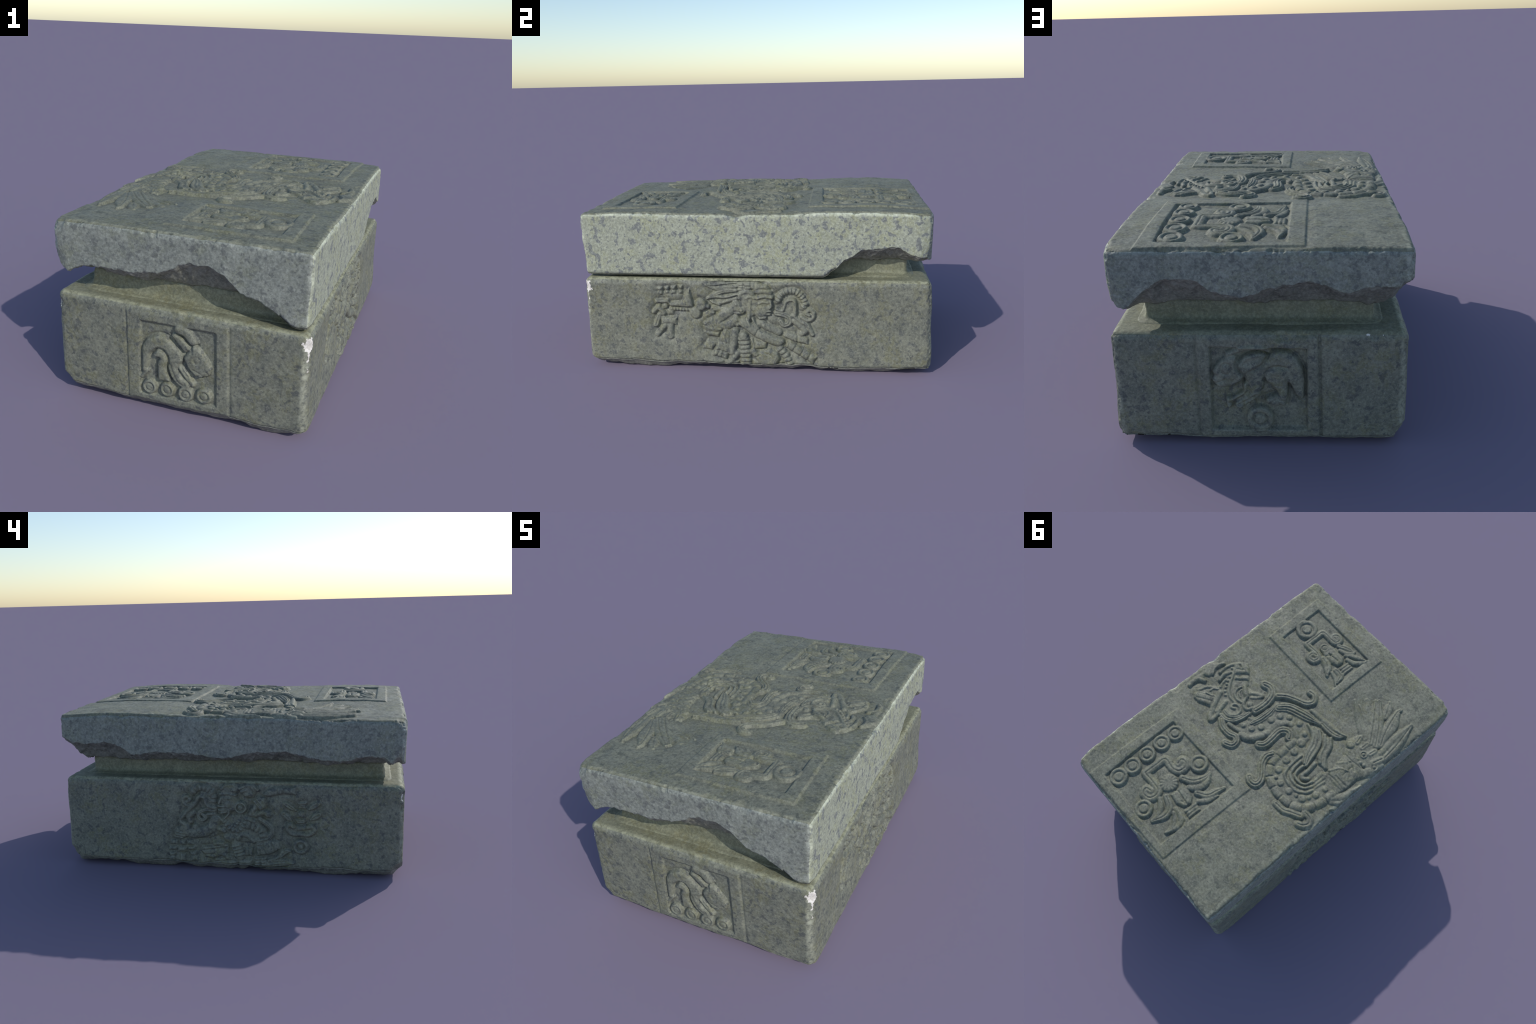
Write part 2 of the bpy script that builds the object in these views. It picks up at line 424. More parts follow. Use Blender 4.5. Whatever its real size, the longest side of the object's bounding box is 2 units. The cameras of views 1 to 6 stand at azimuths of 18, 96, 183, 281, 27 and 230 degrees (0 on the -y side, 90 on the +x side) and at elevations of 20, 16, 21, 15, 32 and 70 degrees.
    r.mass([(-.063, .677), (-.064, .589), (-.123, .599), (-.121, .687)], h=.015)
    r.groove([(-.084, .68), (-.086, .593)])
    r.groove([(-.103, .684), (-.106, .597)])
    r.part('glyph_panel')
    r.frame([(.433, -.52), (.439, -.834), (-.044, -.825), (-.05, -.507)], [(.501, -.454), (.512, -.895), (-.113, -.889), (-.108, -.447)])
    r.part('numeral_disc')
    r.disc((.378, -.678), r=.071, h=.02, ring=.52)
    r.part('reed_glyph')
    r.ridge([(.195, -.596), (.22, -.588), (.218, -.553), (.178, -.557), (.171, -.594), (.205, -.611), (.243, -.609), (.294, -.607), (.297, -.624), (.296, -.69), (.291, -.744), (.218, -.746), (.184, -.752), (.178, -.787), (.209, -.798), (.229, -.776), (.204, -.77)], w=.023, h=.018, grooves=1)
    r.mass([(.203, -.639), (.218, -.693), (.172, -.724), (.067, -.717), (.042, -.687), (.05, -.645), (.092, -.63), (.15, -.631)], h=.016)
    r.disc((.199, -.672), r=.032, h=.02, ring=.55)
    r.groove([(.15, -.664), (.078, -.671)], d=.009)
    r.groove([(.151, -.638), (.133, -.675)])
    r.ridge([(.152, -.752), (.112, -.776), (.054, -.798)], w=.02, h=.016, tip=1, grooves=1)
    r.ridge([(.126, -.735), (.08, -.753), (.048, -.79)], w=.016, h=.015, tip=1)
    r.ridge([(.071, -.738), (.035, -.771), (-.044, -.81)], w=.018, h=.016, tip=1)
    r.ridge([(.044, -.726), (-.008, -.744), (-.047, -.801)], w=.019, h=.016, tip=1)
    r.ridge([(.151, -.612), (.091, -.597), (.046, -.553)], w=.028, h=.017, grooves=1, tip=1)
    r.ridge([(.04, -.589), (-.007, -.576), (-.042, -.543)], w=.014, h=.014, tip=1)
    r.ridge([(.036, -.619), (-.011, -.615), (-.034, -.567)], w=.023, h=.017, grooves=1, tip=1)
    r.mass([(.035, -.641), (.03, -.713), (-.025, -.718), (-.025, -.635)], h=.015)
    r.groove([(.015, -.639), (.011, -.714)])
    r.groove([(-.005, -.637), (-.01, -.712)])


def carve_warrior_face(r):
    r.part('serpent_sceptre')
    r.mass([(-.565, .502), (-.53, .506), (-.528, .459), (-.55, .453)], h=.013)
    r.mass([(-.521, .504), (-.492, .509), (-.495, .466), (-.517, .464)], h=.013)
    r.mass([(-.484, .509), (-.45, .515), (-.453, .466), (-.486, .462)], h=.013)
    r.mass([(-.439, .515), (-.408, .52), (-.415, .466), (-.44, .465)], h=.013)
    r.groove([(-.562, .479), (-.414, .489)])
    r.mass([(-.579, .43), (-.498, .432), (-.49, .413), (-.422, .421), (-.392, .477), (-.373, .504), (-.365, .466), (-.351, .383), (-.389, .38), (-.492, .384), (-.504, .403), (-.581, .401)], h=.018)
    r.ridge([(-.493, .371), (-.425, .368), (-.367, .367)], w=.012, h=.013, segments=7)
    r.disc((-.343, .351), r=.036, h=.02)
    r.disc((-.31, .4), r=.037, h=.021)
    r.disc((-.307, .405), r=.012, h=.024, ring=.5)
    r.ridge([(-.294, .398), (-.272, .389)], w=.014, h=.018)
    r.ridge([(-.589, .35), (-.557, .389)], w=.014, h=.014)
    r.ridge([(-.556, .377), (-.533, .342)], w=.017, h=.015)
    r.disc((-.521, .387), r=.019, h=.014)
    r.mass([(-.515, .371), (-.468, .372), (-.473, .334), (-.514, .332)], h=.01)
    r.mass([(-.551, .328), (-.505, .319), (-.452, .325), (-.456, .27), (-.503, .279), (-.553, .274)], h=.017)
    r.ridge([(-.559, .332), (-.581, .272)], w=.017, h=.015, grooves=1)
    r.ridge([(-.526, .271), (-.573, .217)], w=.017, h=.015)
    r.ridge([(-.497, .267), (-.498, .207)], w=.021, h=.016)
    r.part('warrior_headdress')
    r.ridge([(-.103, .537), (-.187, .528), (-.231, .519), (-.279, .525)], w=.011, h=.01, tip=1)
    r.ridge([(-.104, .512), (-.179, .501), (-.232, .498), (-.279, .518)], w=.012, h=.014, tip=1, grooves=1)
    r.ridge([(-.105, .489), (-.175, .481), (-.238, .459), (-.277, .435)], w=.013, h=.015, tip=1, grooves=1)
    r.ridge([(-.101, .466), (-.163, .449), (-.221, .448), (-.27, .438)], w=.011, h=.014, tip=1)
    r.ridge([(-.098, .443), (-.156, .424), (-.205, .412), (-.257, .424)], w=.012, h=.011, tip=1)
    r.ridge([(-.205, .402), (-.244, .418)], w=.01, h=.014)
    r.ridge([(-.153, .382), (-.211, .372), (-.246, .376), (-.243, .353)], w=.013, h=.012, grooves=1)
    r.mass([(-.099, .532), (-.064, .544), (.005, .543), (.008, .495), (-.061, .487), (-.096, .484)], h=.016)
    r.groove([(-.061, .54), (-.059, .49)])
    r.groove([(-.091, .516), (-.065, .517)])
    r.groove([(-.091, .503), (-.065, .503)])
    r.groove([(-.052, .513), (-.026, .513)])
    r.groove([(-.021, .54), (-.018, .495)])
    r.mass([(.005, .546), (.074, .524), (.102, .479), (.099, .464), (.012, .465), (-.011, .485)], h=.018)
    r.groove([(-.001, .488), (.03, .498), (.095, .497)])
    r.part('warrior_head')
    r.mass([(-.09, .476), (-.009, .481), (.016, .45), (.103, .454), (.097, .424), (.104, .392), (.088, .383), (.093, .369), (.075, .36), (.09, .353), (.07, .334), (.057, .321), (.013, .32), (-.004, .339), (-.041, .306), (-.052, .352), (-.082, .398)], h=.014)
    r.ridge([(.014, .445), (.046, .455), (.096, .451)], w=.014, h=.021)
    r.ridge([(.089, .426), (.093, .401), (.083, .387)], w=.011, h=.022)
    r.ridge([(.024, .414), (.048, .422), (.076, .419)], w=.009, h=.019)
    r.disc((.036, .368), r=.038, h=.019)
    r.ridge([(.062, .366), (.09, .368)], w=.007, h=.019)
    r.ridge([(.059, .35), (.086, .351)], w=.007, h=.018)
    r.ridge([(.026, .326), (.057, .329)], w=.011, h=.018)
    r.ridge([(-.085, .444), (-.079, .471), (-.04, .483), (-.014, .468)], w=.016, h=.017)
    r.ridge([(-.05, .444), (-.025, .453), (-.002, .443)], w=.01, h=.019)
    r.ridge([(-.026, .426), (-.03, .366), (-.04, .31)], w=.014, h=.02)
    r.disc((-.008, .385), r=.022, h=.017)
    r.mass([(-.152, .392), (-.111, .434), (-.081, .421), (-.056, .37), (-.066, .347), (-.108, .335), (-.145, .364)], h=.016)
    r.disc((-.108, .406), r=.026, h=.02, ring=.55)
    r.disc((-.077, .37), r=.023, h=.02, ring=.55)
    r.groove([(-.14, .364), (-.092, .361)])
    r.part('warrior_torso')
    r.ridge([(-.151, .359), (-.195, .328), (-.207, .302), (-.192, .284), (-.156, .284), (-.12, .313)], w=.033, h=.02)
    r.groove([(-.196, .298), (-.156, .308), (-.124, .33)])
    r.mass([(-.3, .295), (-.248, .327), (-.223, .292), (-.198, .255), (-.213, .203), (-.276, .21), (-.302, .234)], h=.015)
    r.groove([(-.301, .246), (-.221, .233)])
    r.ridge([(-.29, .286), (-.263, .301), (-.229, .259)], w=.012, h=.018)
    r.ridge([(-.291, .267), (-.243, .254), (-.198, .255)], w=.009, h=.018)
    r.disc((-.103, .286), r=.017, h=.018)
    r.disc((-.089, .309), r=.014, h=.017)
    r.ridge([(-.067, .296), (-.02, .259), (.024, .227), (.085, .201), (.129, .183)], w=.03, h=.021)
    r.groove([(-.003, .217), (.02, .265)])
    r.ridge([(-.076, .305), (-.064, .277)], w=.008, h=.024)
    r.ridge([(-.058, .31), (-.043, .282)], w=.008, h=.024)
    r.ridge([(-.041, .306), (-.028, .283)], w=.008, h=.024)
    r.ridge([(-.014, .32), (.003, .283), (.016, .265)], w=.01, h=.017)
    r.ridge([(.03, .296), (.069, .271), (.132, .242)], w=.024, h=.014)
    r.disc((.051, .282), r=.016, h=.018)
    r.disc((.149, .188), r=.019, h=.018)
    r.part('warrior_skirt')
    r.mass([(-.277, .195), (-.217, .176), (-.257, .122), (-.312, .138)], h=.013)
    r.mass([(-.187, .255), (-.137, .257), (-.143, .171), (-.169, .067), (-.259, .095)], h=.017)
    r.groove([(-.221, .128), (-.165, .113)])
    r.groove([(-.227, .092), (-.207, .131)])
    r.ridge([(-.171, .246), (-.182, .208), (-.174, .18)], w=.014, h=.021)
    r.groove([(-.21, .179), (-.183, .179)])
    r.groove([(-.2, .083), (-.19, .117)])
    r.mass([(-.008, .193), (.067, .181), (.062, .141), (-.005, .135)], h=.014)
    r.ridge([(-.022, .193), (-.013, .165), (-.01, .136)], w=.008, h=.013)
    r.part('warrior_leg')
    r.ridge([(-.12, .243), (-.127, .186), (-.14, .118)], w=.026, h=.02)
    r.disc((-.07, .216), r=.028, h=.021)
    r.ridge([(-.07, .211), (-.065, .149), (-.06, .087), (-.06, .029)], w=.035, h=.018, segments=7)
    r.mass([(.017, .123), (.084, .144), (.13, .126), (.141, .083), (.118, .041), (.046, .033), (.011, .079)], h=.018)
    r.groove([(.048, .119), (.083, .105)])
    r.ridge([(-.105, .11), (-.13, .08), (-.164, .038)], w=.021, h=.018)
    r.mass([(-.17, .04), (-.133, .07), (-.097, .061), (-.103, .032), (-.153, .023)], h=.013)
    r.ridge([(-.015, .122), (.02, .082), (.046, .042)], w=.02, h=.018)
    r.groove([(-.002, .088), (.025, .104)])
    r.mass([(-.02, .073), (.011, .079), (.041, .032), (-.026, .03)], h=.012)
    r.part('warrior_spear')
    r.mass([(.158, .221), (.178, .248), (.226, .237), (.306, .211), (.301, .171), (.225, .184), (.164, .212)], h=.017)
    r.groove([(.243, .223), (.239, .186)])
    r.mass([(.177, .184), (.199, .195), (.354, .099), (.328, .053), (.17, .153)], h=.018)
    r.groove([(.236, .169), (.207, .123)])
    r.groove([(.278, .144), (.251, .096)])
    r.groove([(.319, .122), (.291, .073)])
    r.groove([(.195, .18), (.186, .151)])
    r.ridge([(.13, .154), (.172, .103), (.198, .039)], w=.025, h=.017, segments=5)
    r.part('serpent_mask')
    r.ridge([(.126, .425), (.148, .466), (.189, .488), (.234, .483), (.268, .452), (.283, .416), (.27, .389)], w=.021, h=.018, segments=13)
    r.mass([(.117, .388), (.158, .379), (.18, .435), (.228, .436), (.233, .349), (.201, .348), (.123, .356)], h=.01)
    r.ridge([(.123, .381), (.158, .374), (.178, .428), (.223, .433), (.229, .381), (.227, .346)], w=.012, h=.018)
    r.mass([(.189, .416), (.219, .417), (.222, .367), (.189, .365)], h=.014)
    r.disc((.206, .396), r=.012, h=.018, ring=.5)
    r.ridge([(.121, .356), (.166, .347), (.194, .329), (.192, .297), (.163, .287), (.146, .308)], w=.018, h=.019, grooves=1)
    r.ridge([(.216, .344), (.252, .312), (.296, .288), (.324, .235)], w=.015, h=.017)
    r.ridge([(.222, .312), (.261, .275), (.285, .253), (.261, .236)], w=.02, h=.018)
    r.ridge([(.261, .336), (.296, .317), (.326, .328), (.332, .36), (.309, .379), (.289, .359), (.309, .346)], w=.014, h=.017)


def carve_priest_face(r):
    r.part('serpent_mask')
    r.ridge([(.2, .477), (.182, .502), (.138, .512), (.092, .492), (.074, .455), (.08, .42)], w=.024, h=.018, segments=8)
    r.mass([(.152, .492), (.092, .485), (.069, .434), (.066, .408), (.113, .41), (.119, .458), (.162, .457)], h=.012)
    r.disc((.093, .472), r=.016, h=.019)
    r.ridge([(.19, .416), (.226, .399), (.253, .418), (.252, .445), (.227, .455), (.213, .435), (.233, .423)], w=.014, h=.017)
    r.ridge([(.272, .322), (.234, .366), (.182, .417), (.16, .455), (.128, .453), (.117, .415), (.096, .398), (.066, .394)], w=.015, h=.02)
    r.ridge([(.067, .379), (.123, .379), (.163, .36), (.167, .329), (.143, .316), (.123, .335), (.142, .348)], w=.013, h=.018, grooves=1)
    r.ridge([(.068, .357), (.111, .351)], w=.012, h=.016)
    r.ridge([(.198, .359), (.228, .331), (.22, .304)], w=.02, h=.016)
    r.disc((.216, .34), r=.013, h=.018)
    r.part('priest_headdress')
    r.mass([(.037, .521), (-.016, .544), (-.073, .538), (-.078, .495), (-.035, .472), (.025, .47), (.036, .5)], h=.015)
    r.ridge([(.023, .509), (-.003, .531), (-.041, .537)], w=.015, h=.019)
    r.mass([(-.019, .517), (-.06, .524), (-.061, .488), (-.023, .485)], h=.02)
    r.ridge([(.033, .478), (-.014, .48), (-.056, .473)], w=.011, h=.018)
    r.mass([(-.081, .531), (-.175, .545), (-.187, .507), (-.16, .457), (-.114, .455), (-.079, .486)], h=.014)
    r.ridge([(-.082, .512), (-.116, .53), (-.15, .536)], w=.012, h=.018)
    r.ridge([(-.09, .495), (-.12, .505)], w=.01, h=.019)
    r.ridge([(-.158, .536), (-.182, .507)], w=.012, h=.018)
    r.ridge([(-.119, .475), (-.153, .485)], w=.014, h=.018)
    r.groove([(-.137, .518), (-.161, .489)])
    r.part('priest_head')
    r.mass([(.022, .474), (-.056, .481), (-.078, .439), (-.059, .378), (-.014, .367), (.014, .355), (.045, .382), (.033, .391), (.05, .404), (.031, .413), (.049, .428)], h=.015)
    r.ridge([(.025, .455), (.04, .424)], w=.012, h=.021)
    r.ridge([(.047, .404), (.01, .405)], w=.007, h=.02)
    r.ridge([(.045, .382), (.009, .383)], w=.008, h=.02)
    r.ridge([(.006, .453), (-.028, .454)], w=.006, h=.019)
    r.disc((-.011, .415), r=.026, h=.019)
    r.ridge([(.029, .365), (.003, .371)], w=.012, h=.019)
    r.ridge([(-.01, .389), (-.014, .363), (.013, .331)], w=.009, h=.018)
    r.disc((-.084, .401), r=.039, h=.021, ring=.5)
    r.part('priest_torso')
    r.mass([(.064, .337), (.012, .348), (-.116, .362), (-.17, .347), (-.21, .288), (-.217, .217), (-.166, .188), (.028, .178), (.034, .232), (.105, .202), (.219, .201), (.266, .239), (.225, .268), (.137, .272)], h=.008)
    r.mass([(-.147, .437), (-.181, .471), (-.227, .467), (-.239, .436), (-.232, .402), (-.2, .378), (-.169, .406)], h=.019)
    r.groove([(-.16, .433), (-.18, .4)])
    r.groove([(-.17, .449), (-.199, .415)])
    r.groove([(-.189, .46), (-.214, .427)])
    r.ridge([(-.167, .399), (-.141, .361)], w=.02, h=.017)
    r.ridge([(-.166, .356), (-.2, .37), (-.233, .376)], w=.018, h=.017)
    r.disc((-.241, .365), r=.025, h=.018, rays=7)
    r.ridge([(.022, .322), (-.011, .279), (-.053, .258), (-.092, .282), (-.117, .345)], w=.02, h=.019, segments=9)
    r.ridge([(-.005, .301), (-.045, .287), (-.074, .326)], w=.017, h=.017, segments=5)
    r.ridge([(.047, .343), (.022, .313)], w=.01, h=.018)
    r.ridge([(.065, .32), (.093, .27), (.147, .24), (.213, .233), (.256, .253)], w=.035, h=.018)
    r.disc((.063, .318), r=.021, h=.021)
    r.disc((.095, .274), r=.019, h=.022)
    r.disc((.121, .246), r=.016, h=.021)
    r.disc((.164, .248), r=.02, h=.021)
    r.disc((.189, .27), r=.022, h=.016)
    r.ridge([(.271, .298), (.238, .272), (.222, .237)], w=.02, h=.019)
    r.mass([(.321, .241), (.3, .267), (.259, .249), (.237, .209), (.273, .191), (.324, .198)], h=.019)
    r.groove([(.32, .216), (.265, .207)])
    r.groove([(.314, .235), (.265, .223)])
    r.groove([(.305, .251), (.266, .239)])
    r.ridge([(-.114, .301), (-.164, .285), (-.205, .257), (-.213, .222)], w=.032, h=.019, segments=5)
    r.ridge([(-.132, .332), (-.161, .32)], w=.015, h=.02)
    r.ridge([(-.195, .331), (-.24, .302), (-.262, .264), (-.238, .218), (-.179, .201)], w=.017, h=.018, grooves=2)
    r.ridge([(.046, .267), (.016, .255)], w=.018, h=.019)
    r.mass([(.032, .232), (-.009, .239), (-.049, .218), (-.017, .174), (.027, .203)], h=.017)
    r.disc((-.021, .218), r=.017, h=.021, ring=.5)
    r.disc((-.054, .234), r=.013, h=.018)
    r.ridge([(-.064, .21), (-.088, .236), (-.124, .228), (-.153, .201)], w=.019, h=.018)
    r.part('priest_skirt')
    r.mass([(-.164, .188), (-.208, .195), (-.263, .213), (-.301, .201), (-.315, .16), (-.279, .134), (-.232, .113), (-.166, .105)], h=.017)
    r.groove([(-.208, .186), (-.228, .115)])
    r.groove([(-.257, .193), (-.279, .138)])
    r.groove([(-.188, .144), (-.194, .113)])
    r.groove([(-.288, .194), (-.296, .15)])
    r.groove([(-.17, .17), (-.204, .172)])
    r.part('priest_house')
    r.mass([(.345, .186), (.298, .187), (.3, .153), (.351, .153)], h=.014)
    r.mass([(.296, .187), (.251, .189), (.253, .153), (.298, .152)], h=.014)
    r.mass([(.249, .189), (.215, .191), (.199, .158), (.249, .153)], h=.014)
    r.mass([(.356, .144), (.309, .144), (.311, .118), (.358, .118)], h=.014)
    r.mass([(.307, .144), (.247, .145), (.249, .11), (.309, .107)], h=.014)
    r.mass([(.244, .146), (.198, .152), (.199, .126), (.245, .121)], h=.014)
    r.mass([(.359, .106), (.319, .108), (.328, .056), (.36, .055)], h=.014)
    r.mass([(.295, .101), (.255, .103), (.259, .052), (.299, .049)], h=.014)
    r.mass([(.234, .112), (.193, .12), (.181, .061), (.231, .052)], h=.014)
    r.mass([(.295, .043), (.25, .047), (.251, .026), (.296, .024)], h=.014)
    r.groove([(.358, .081), (.324, .083)])
    r.groove([(.232, .088), (.187, .093)])
    r.part('priest_leg')
    r.mass([(.166, .126), (.156, .154), (.098, .157), (.028, .183), (-.007, .171), (-.005, .117), (.085, .071), (.141, .086)], h=.014)
    r.groove([(.153, .127), (.082, .139), (.007, .152)])
    r.groove([(.145, .099), (.083, .107)])
    r.ridge([(.076, .171), (.028, .174)], w=.015, h=.016)
    r.ridge([(-.046, .173), (-.057, .138), (-.069, .097)], w=.035, h=.017, segments=4)
    r.mass([(-.101, .153), (-.148, .158), (-.148, .1), (-.093, .101)], h=.014)
    r.groove([(-.124, .15), (-.125, .105)])
    r.mass([(.084, .091), (-.021, .102), (-.031, .07), (.085, .059)], h=.013)
    r.groove([(.08, .078), (-.016, .085)])
    r.ridge([(.022, .106), (.005, .089)], w=.018, h=.017)
    r.ridge([(.097, .035), (.042, .05), (-.037, .055)], w=.017, h=.012)
    r.mass([(-.059, .074), (-.142, .083), (-.141, .035), (-.054, .04)], h=.01)
    r.mass([(-.154, .098), (-.227, .102), (-.227, .04), (-.153, .041)], h=.014)
    r.groove([(-.191, .097), (-.19, .041)])
    r.groove([(-.154, .077), (-.227, .081)])
    r.groove([(-.154, .057), (-.227, .061)])
    r.ridge([(-.24, .08), (-.295, .105), (-.321, .14)], w=.012, h=.013)
    r.ridge([(-.308, .111), (-.338, .141), (-.367, .147)], w=.016, h=.015, tip=1, grooves=1)
    r.ridge([(-.235, .057), (-.312, .073), (-.379, .074)], w=.025, h=.016, tip=1, grooves=2)
    r.part('priest_staff')
    r.mass([(-.206, .476), (-.244, .517), (-.294, .53), (-.404, .532), (-.406, .484), (-.326, .484), (-.248, .466)], h=.019)
    r.groove([(-.333, .527), (-.328, .486)])
    r.groove([(-.294, .519), (-.301, .485)])
    r.part('mask_ornament')
    r.ridge([(-.34, .431), (-.398, .393)], w=.018, h=.015, tip=1, grooves=1)
    r.mass([(-.41, .439), (-.461, .445), (-.458, .401), (-.411, .403)], h=.013)
    r.groove([(-.412, .423), (-.459, .427)])
    r.groove([(-.412, .412), (-.459, .415)])
    r.ridge([(-.524, .436), (-.474, .402)], w=.019, h=.015, tip=1, grooves=1)
    r.ridge([(-.33, .371), (-.371, .334)], w=.021, h=.016, tip=1, grooves=1)
    r.ridge([(-.53, .373), (-.484, .343)], w=.021, h=.016, tip=1, grooves=1)
    r.mass([(-.407, .387), (-.429, .396), (-.452, .389), (-.456, .35), (-.401, .348)], h=.017)
    r.mass([(-.39, .33), (-.406, .344), (-.447, .346), (-.461, .331), (-.447, .315), (-.406, .314)], h=.017)
    r.groove([(-.398, .328), (-.455, .331)])
    r.mass([(-.344, .294), (-.398, .305), (-.455, .307), (-.508, .301), (-.5, .266), (-.471, .241), (-.389, .241), (-.356, .264)], h=.01)
    r.ridge([(-.385, .295), (-.365, .31), (-.35, .285), (-.377, .254), (-.426, .252), (-.471, .251), (-.504, .279), (-.488, .302), (-.467, .295)], w=.016, h=.019)
    r.mass([(-.402, .3), (-.455, .303), (-.455, .272), (-.401, .27)], h=.016)
    r.groove([(-.406, .27), (-.451, .272)])
    r.part('numeral_disc')
    r.disc((-.426, .178), r=.048, h=.018, ring=.42)


def carve_grazing_rabbit_face(r):
    r.part('rabbit_panel')
    r.frame([(-.178, .478), (.202, .483), (.209, .098), (-.186, .086)], [(-.255, .524), (.265, .528), (.278, .048), (-.253, .034)], band=.003, floor=-.009)
    r.groove([(-.255, .517), (-.254, .347), (-.253, .038)], w=.006, d=.004)
    r.groove([(.265, .52), (.27, .306), (.278, .056)], w=.006, d=.004)
    r.part('rabbit')
    r.mass([(-.178, .188), (-.176, .34), (-.149, .388), (-.088, .422), (-.042, .418), (-.009, .383), (.029, .352), (.042, .309), (.017, .26), (-.021, .24), (-.044, .262), (-.04, .314), (-.058, .341), (-.096, .341), (-.124, .316), (-.136, .27), (-.149, .219)], h=.016, edge=.03)
    r.mass([(-.12, .317), (-.089, .345), (-.051, .335), (-.036, .3), (-.044, .262), (-.037, .224), (-.017, .185), (-.091, .176), (-.094, .271), (-.08, .302), (-.105, .3)], h=.021, edge=.02)
    r.ridge([(-.145, .22), (-.176, .179)], w=.011, h=.01)
    r.ridge([(-.004, .314), (-.013, .273), (-.002, .232), (.024, .199), (.057, .184)], w=.025, h=.02)
    r.ridge([(.032, .268), (.066, .224), (.089, .194)], w=.016, h=.014)
    r.groove([(.047, .196), (.055, .182)])
    r.groove([(.068, .197), (.072, .182)])
    r.mass([(.042, .324), (.077, .382), (.095, .404), (.121, .391), (.158, .349), (.187, .298), (.179, .262), (.144, .243), (.1, .244), (.066, .275)], h=.024, edge=.03)
    r.disc((.114, .33), r=.017, h=.027, ring=.55)
    r.mass([(.094, .266), (.114, .278), (.121, .26), (.107, .245)], h=.026, edge=.004)
    r.mass([(.12, .254), (.135, .265), (.148, .249), (.124, .24)], h=.026, edge=.004)
    r.groove([(.092, .277), (.126, .265), (.148, .245)], d=.008)
    r.groove([(.162, .277), (.171, .264)], d=.008)
    r.mass([(-.02, .435), (.003, .446), (.04, .431), (.077, .393), (.082, .371), (.051, .351), (.017, .38), (-.015, .417)], h=.022)
    r.groove([(.003, .419), (.036, .384), (.062, .367)], w=.018, d=.009)
    r.ridge([(.018, .466), (.058, .455), (.091, .419)], w=.023, h=.022)
    r.groove([(-.126, .307), (-.089, .347), (-.049, .336), (-.034, .298), (-.044, .258), (-.035, .225), (-.016, .185)], w=.007, d=.008)
    r.groove([(.043, .321), (.066, .273), (.1, .242), (.144, .241)], w=.007, d=.008)
    r.groove([(-.023, .433), (.014, .382), (.047, .347)], w=.007, d=.008)
    r.groove([(.086, .364), (.08, .386), (.04, .433), (.005, .449)], w=.007, d=.008)
    r.groove([(.091, .402), (.11, .4)], w=.007, d=.008)
    r.groove([(-.021, .279), (-.006, .231), (.017, .193), (.047, .18)], w=.007, d=.008)
    r.groove([(.043, .297), (.036, .268), (.066, .228)], w=.007, d=.008)
    r.groove([(-.08, .3), (-.095, .267), (-.094, .179)], w=.007, d=.008)
    r.groove([(.131, .334), (.126, .321), (.114, .313), (.102, .315), (.097, .327), (.102, .34), (.114, .348), (.126, .345), (.131, .334)], w=.004, d=.008)
    r.groove([(-.177, .205), (-.178, .339), (-.151, .392), (-.087, .425), (-.04, .42), (-.02, .399)], w=.008, d=.007)
    r.part('numeral_disc')
    r.disc((-.135, .133), r=.039, h=.017, ring=.5)
    r.disc((-.041, .137), r=.039, h=.017, ring=.5)
    r.disc((.055, .134), r=.041, h=.017, ring=.5)
    r.disc((.149, .145), r=.042, h=.017, ring=.5)


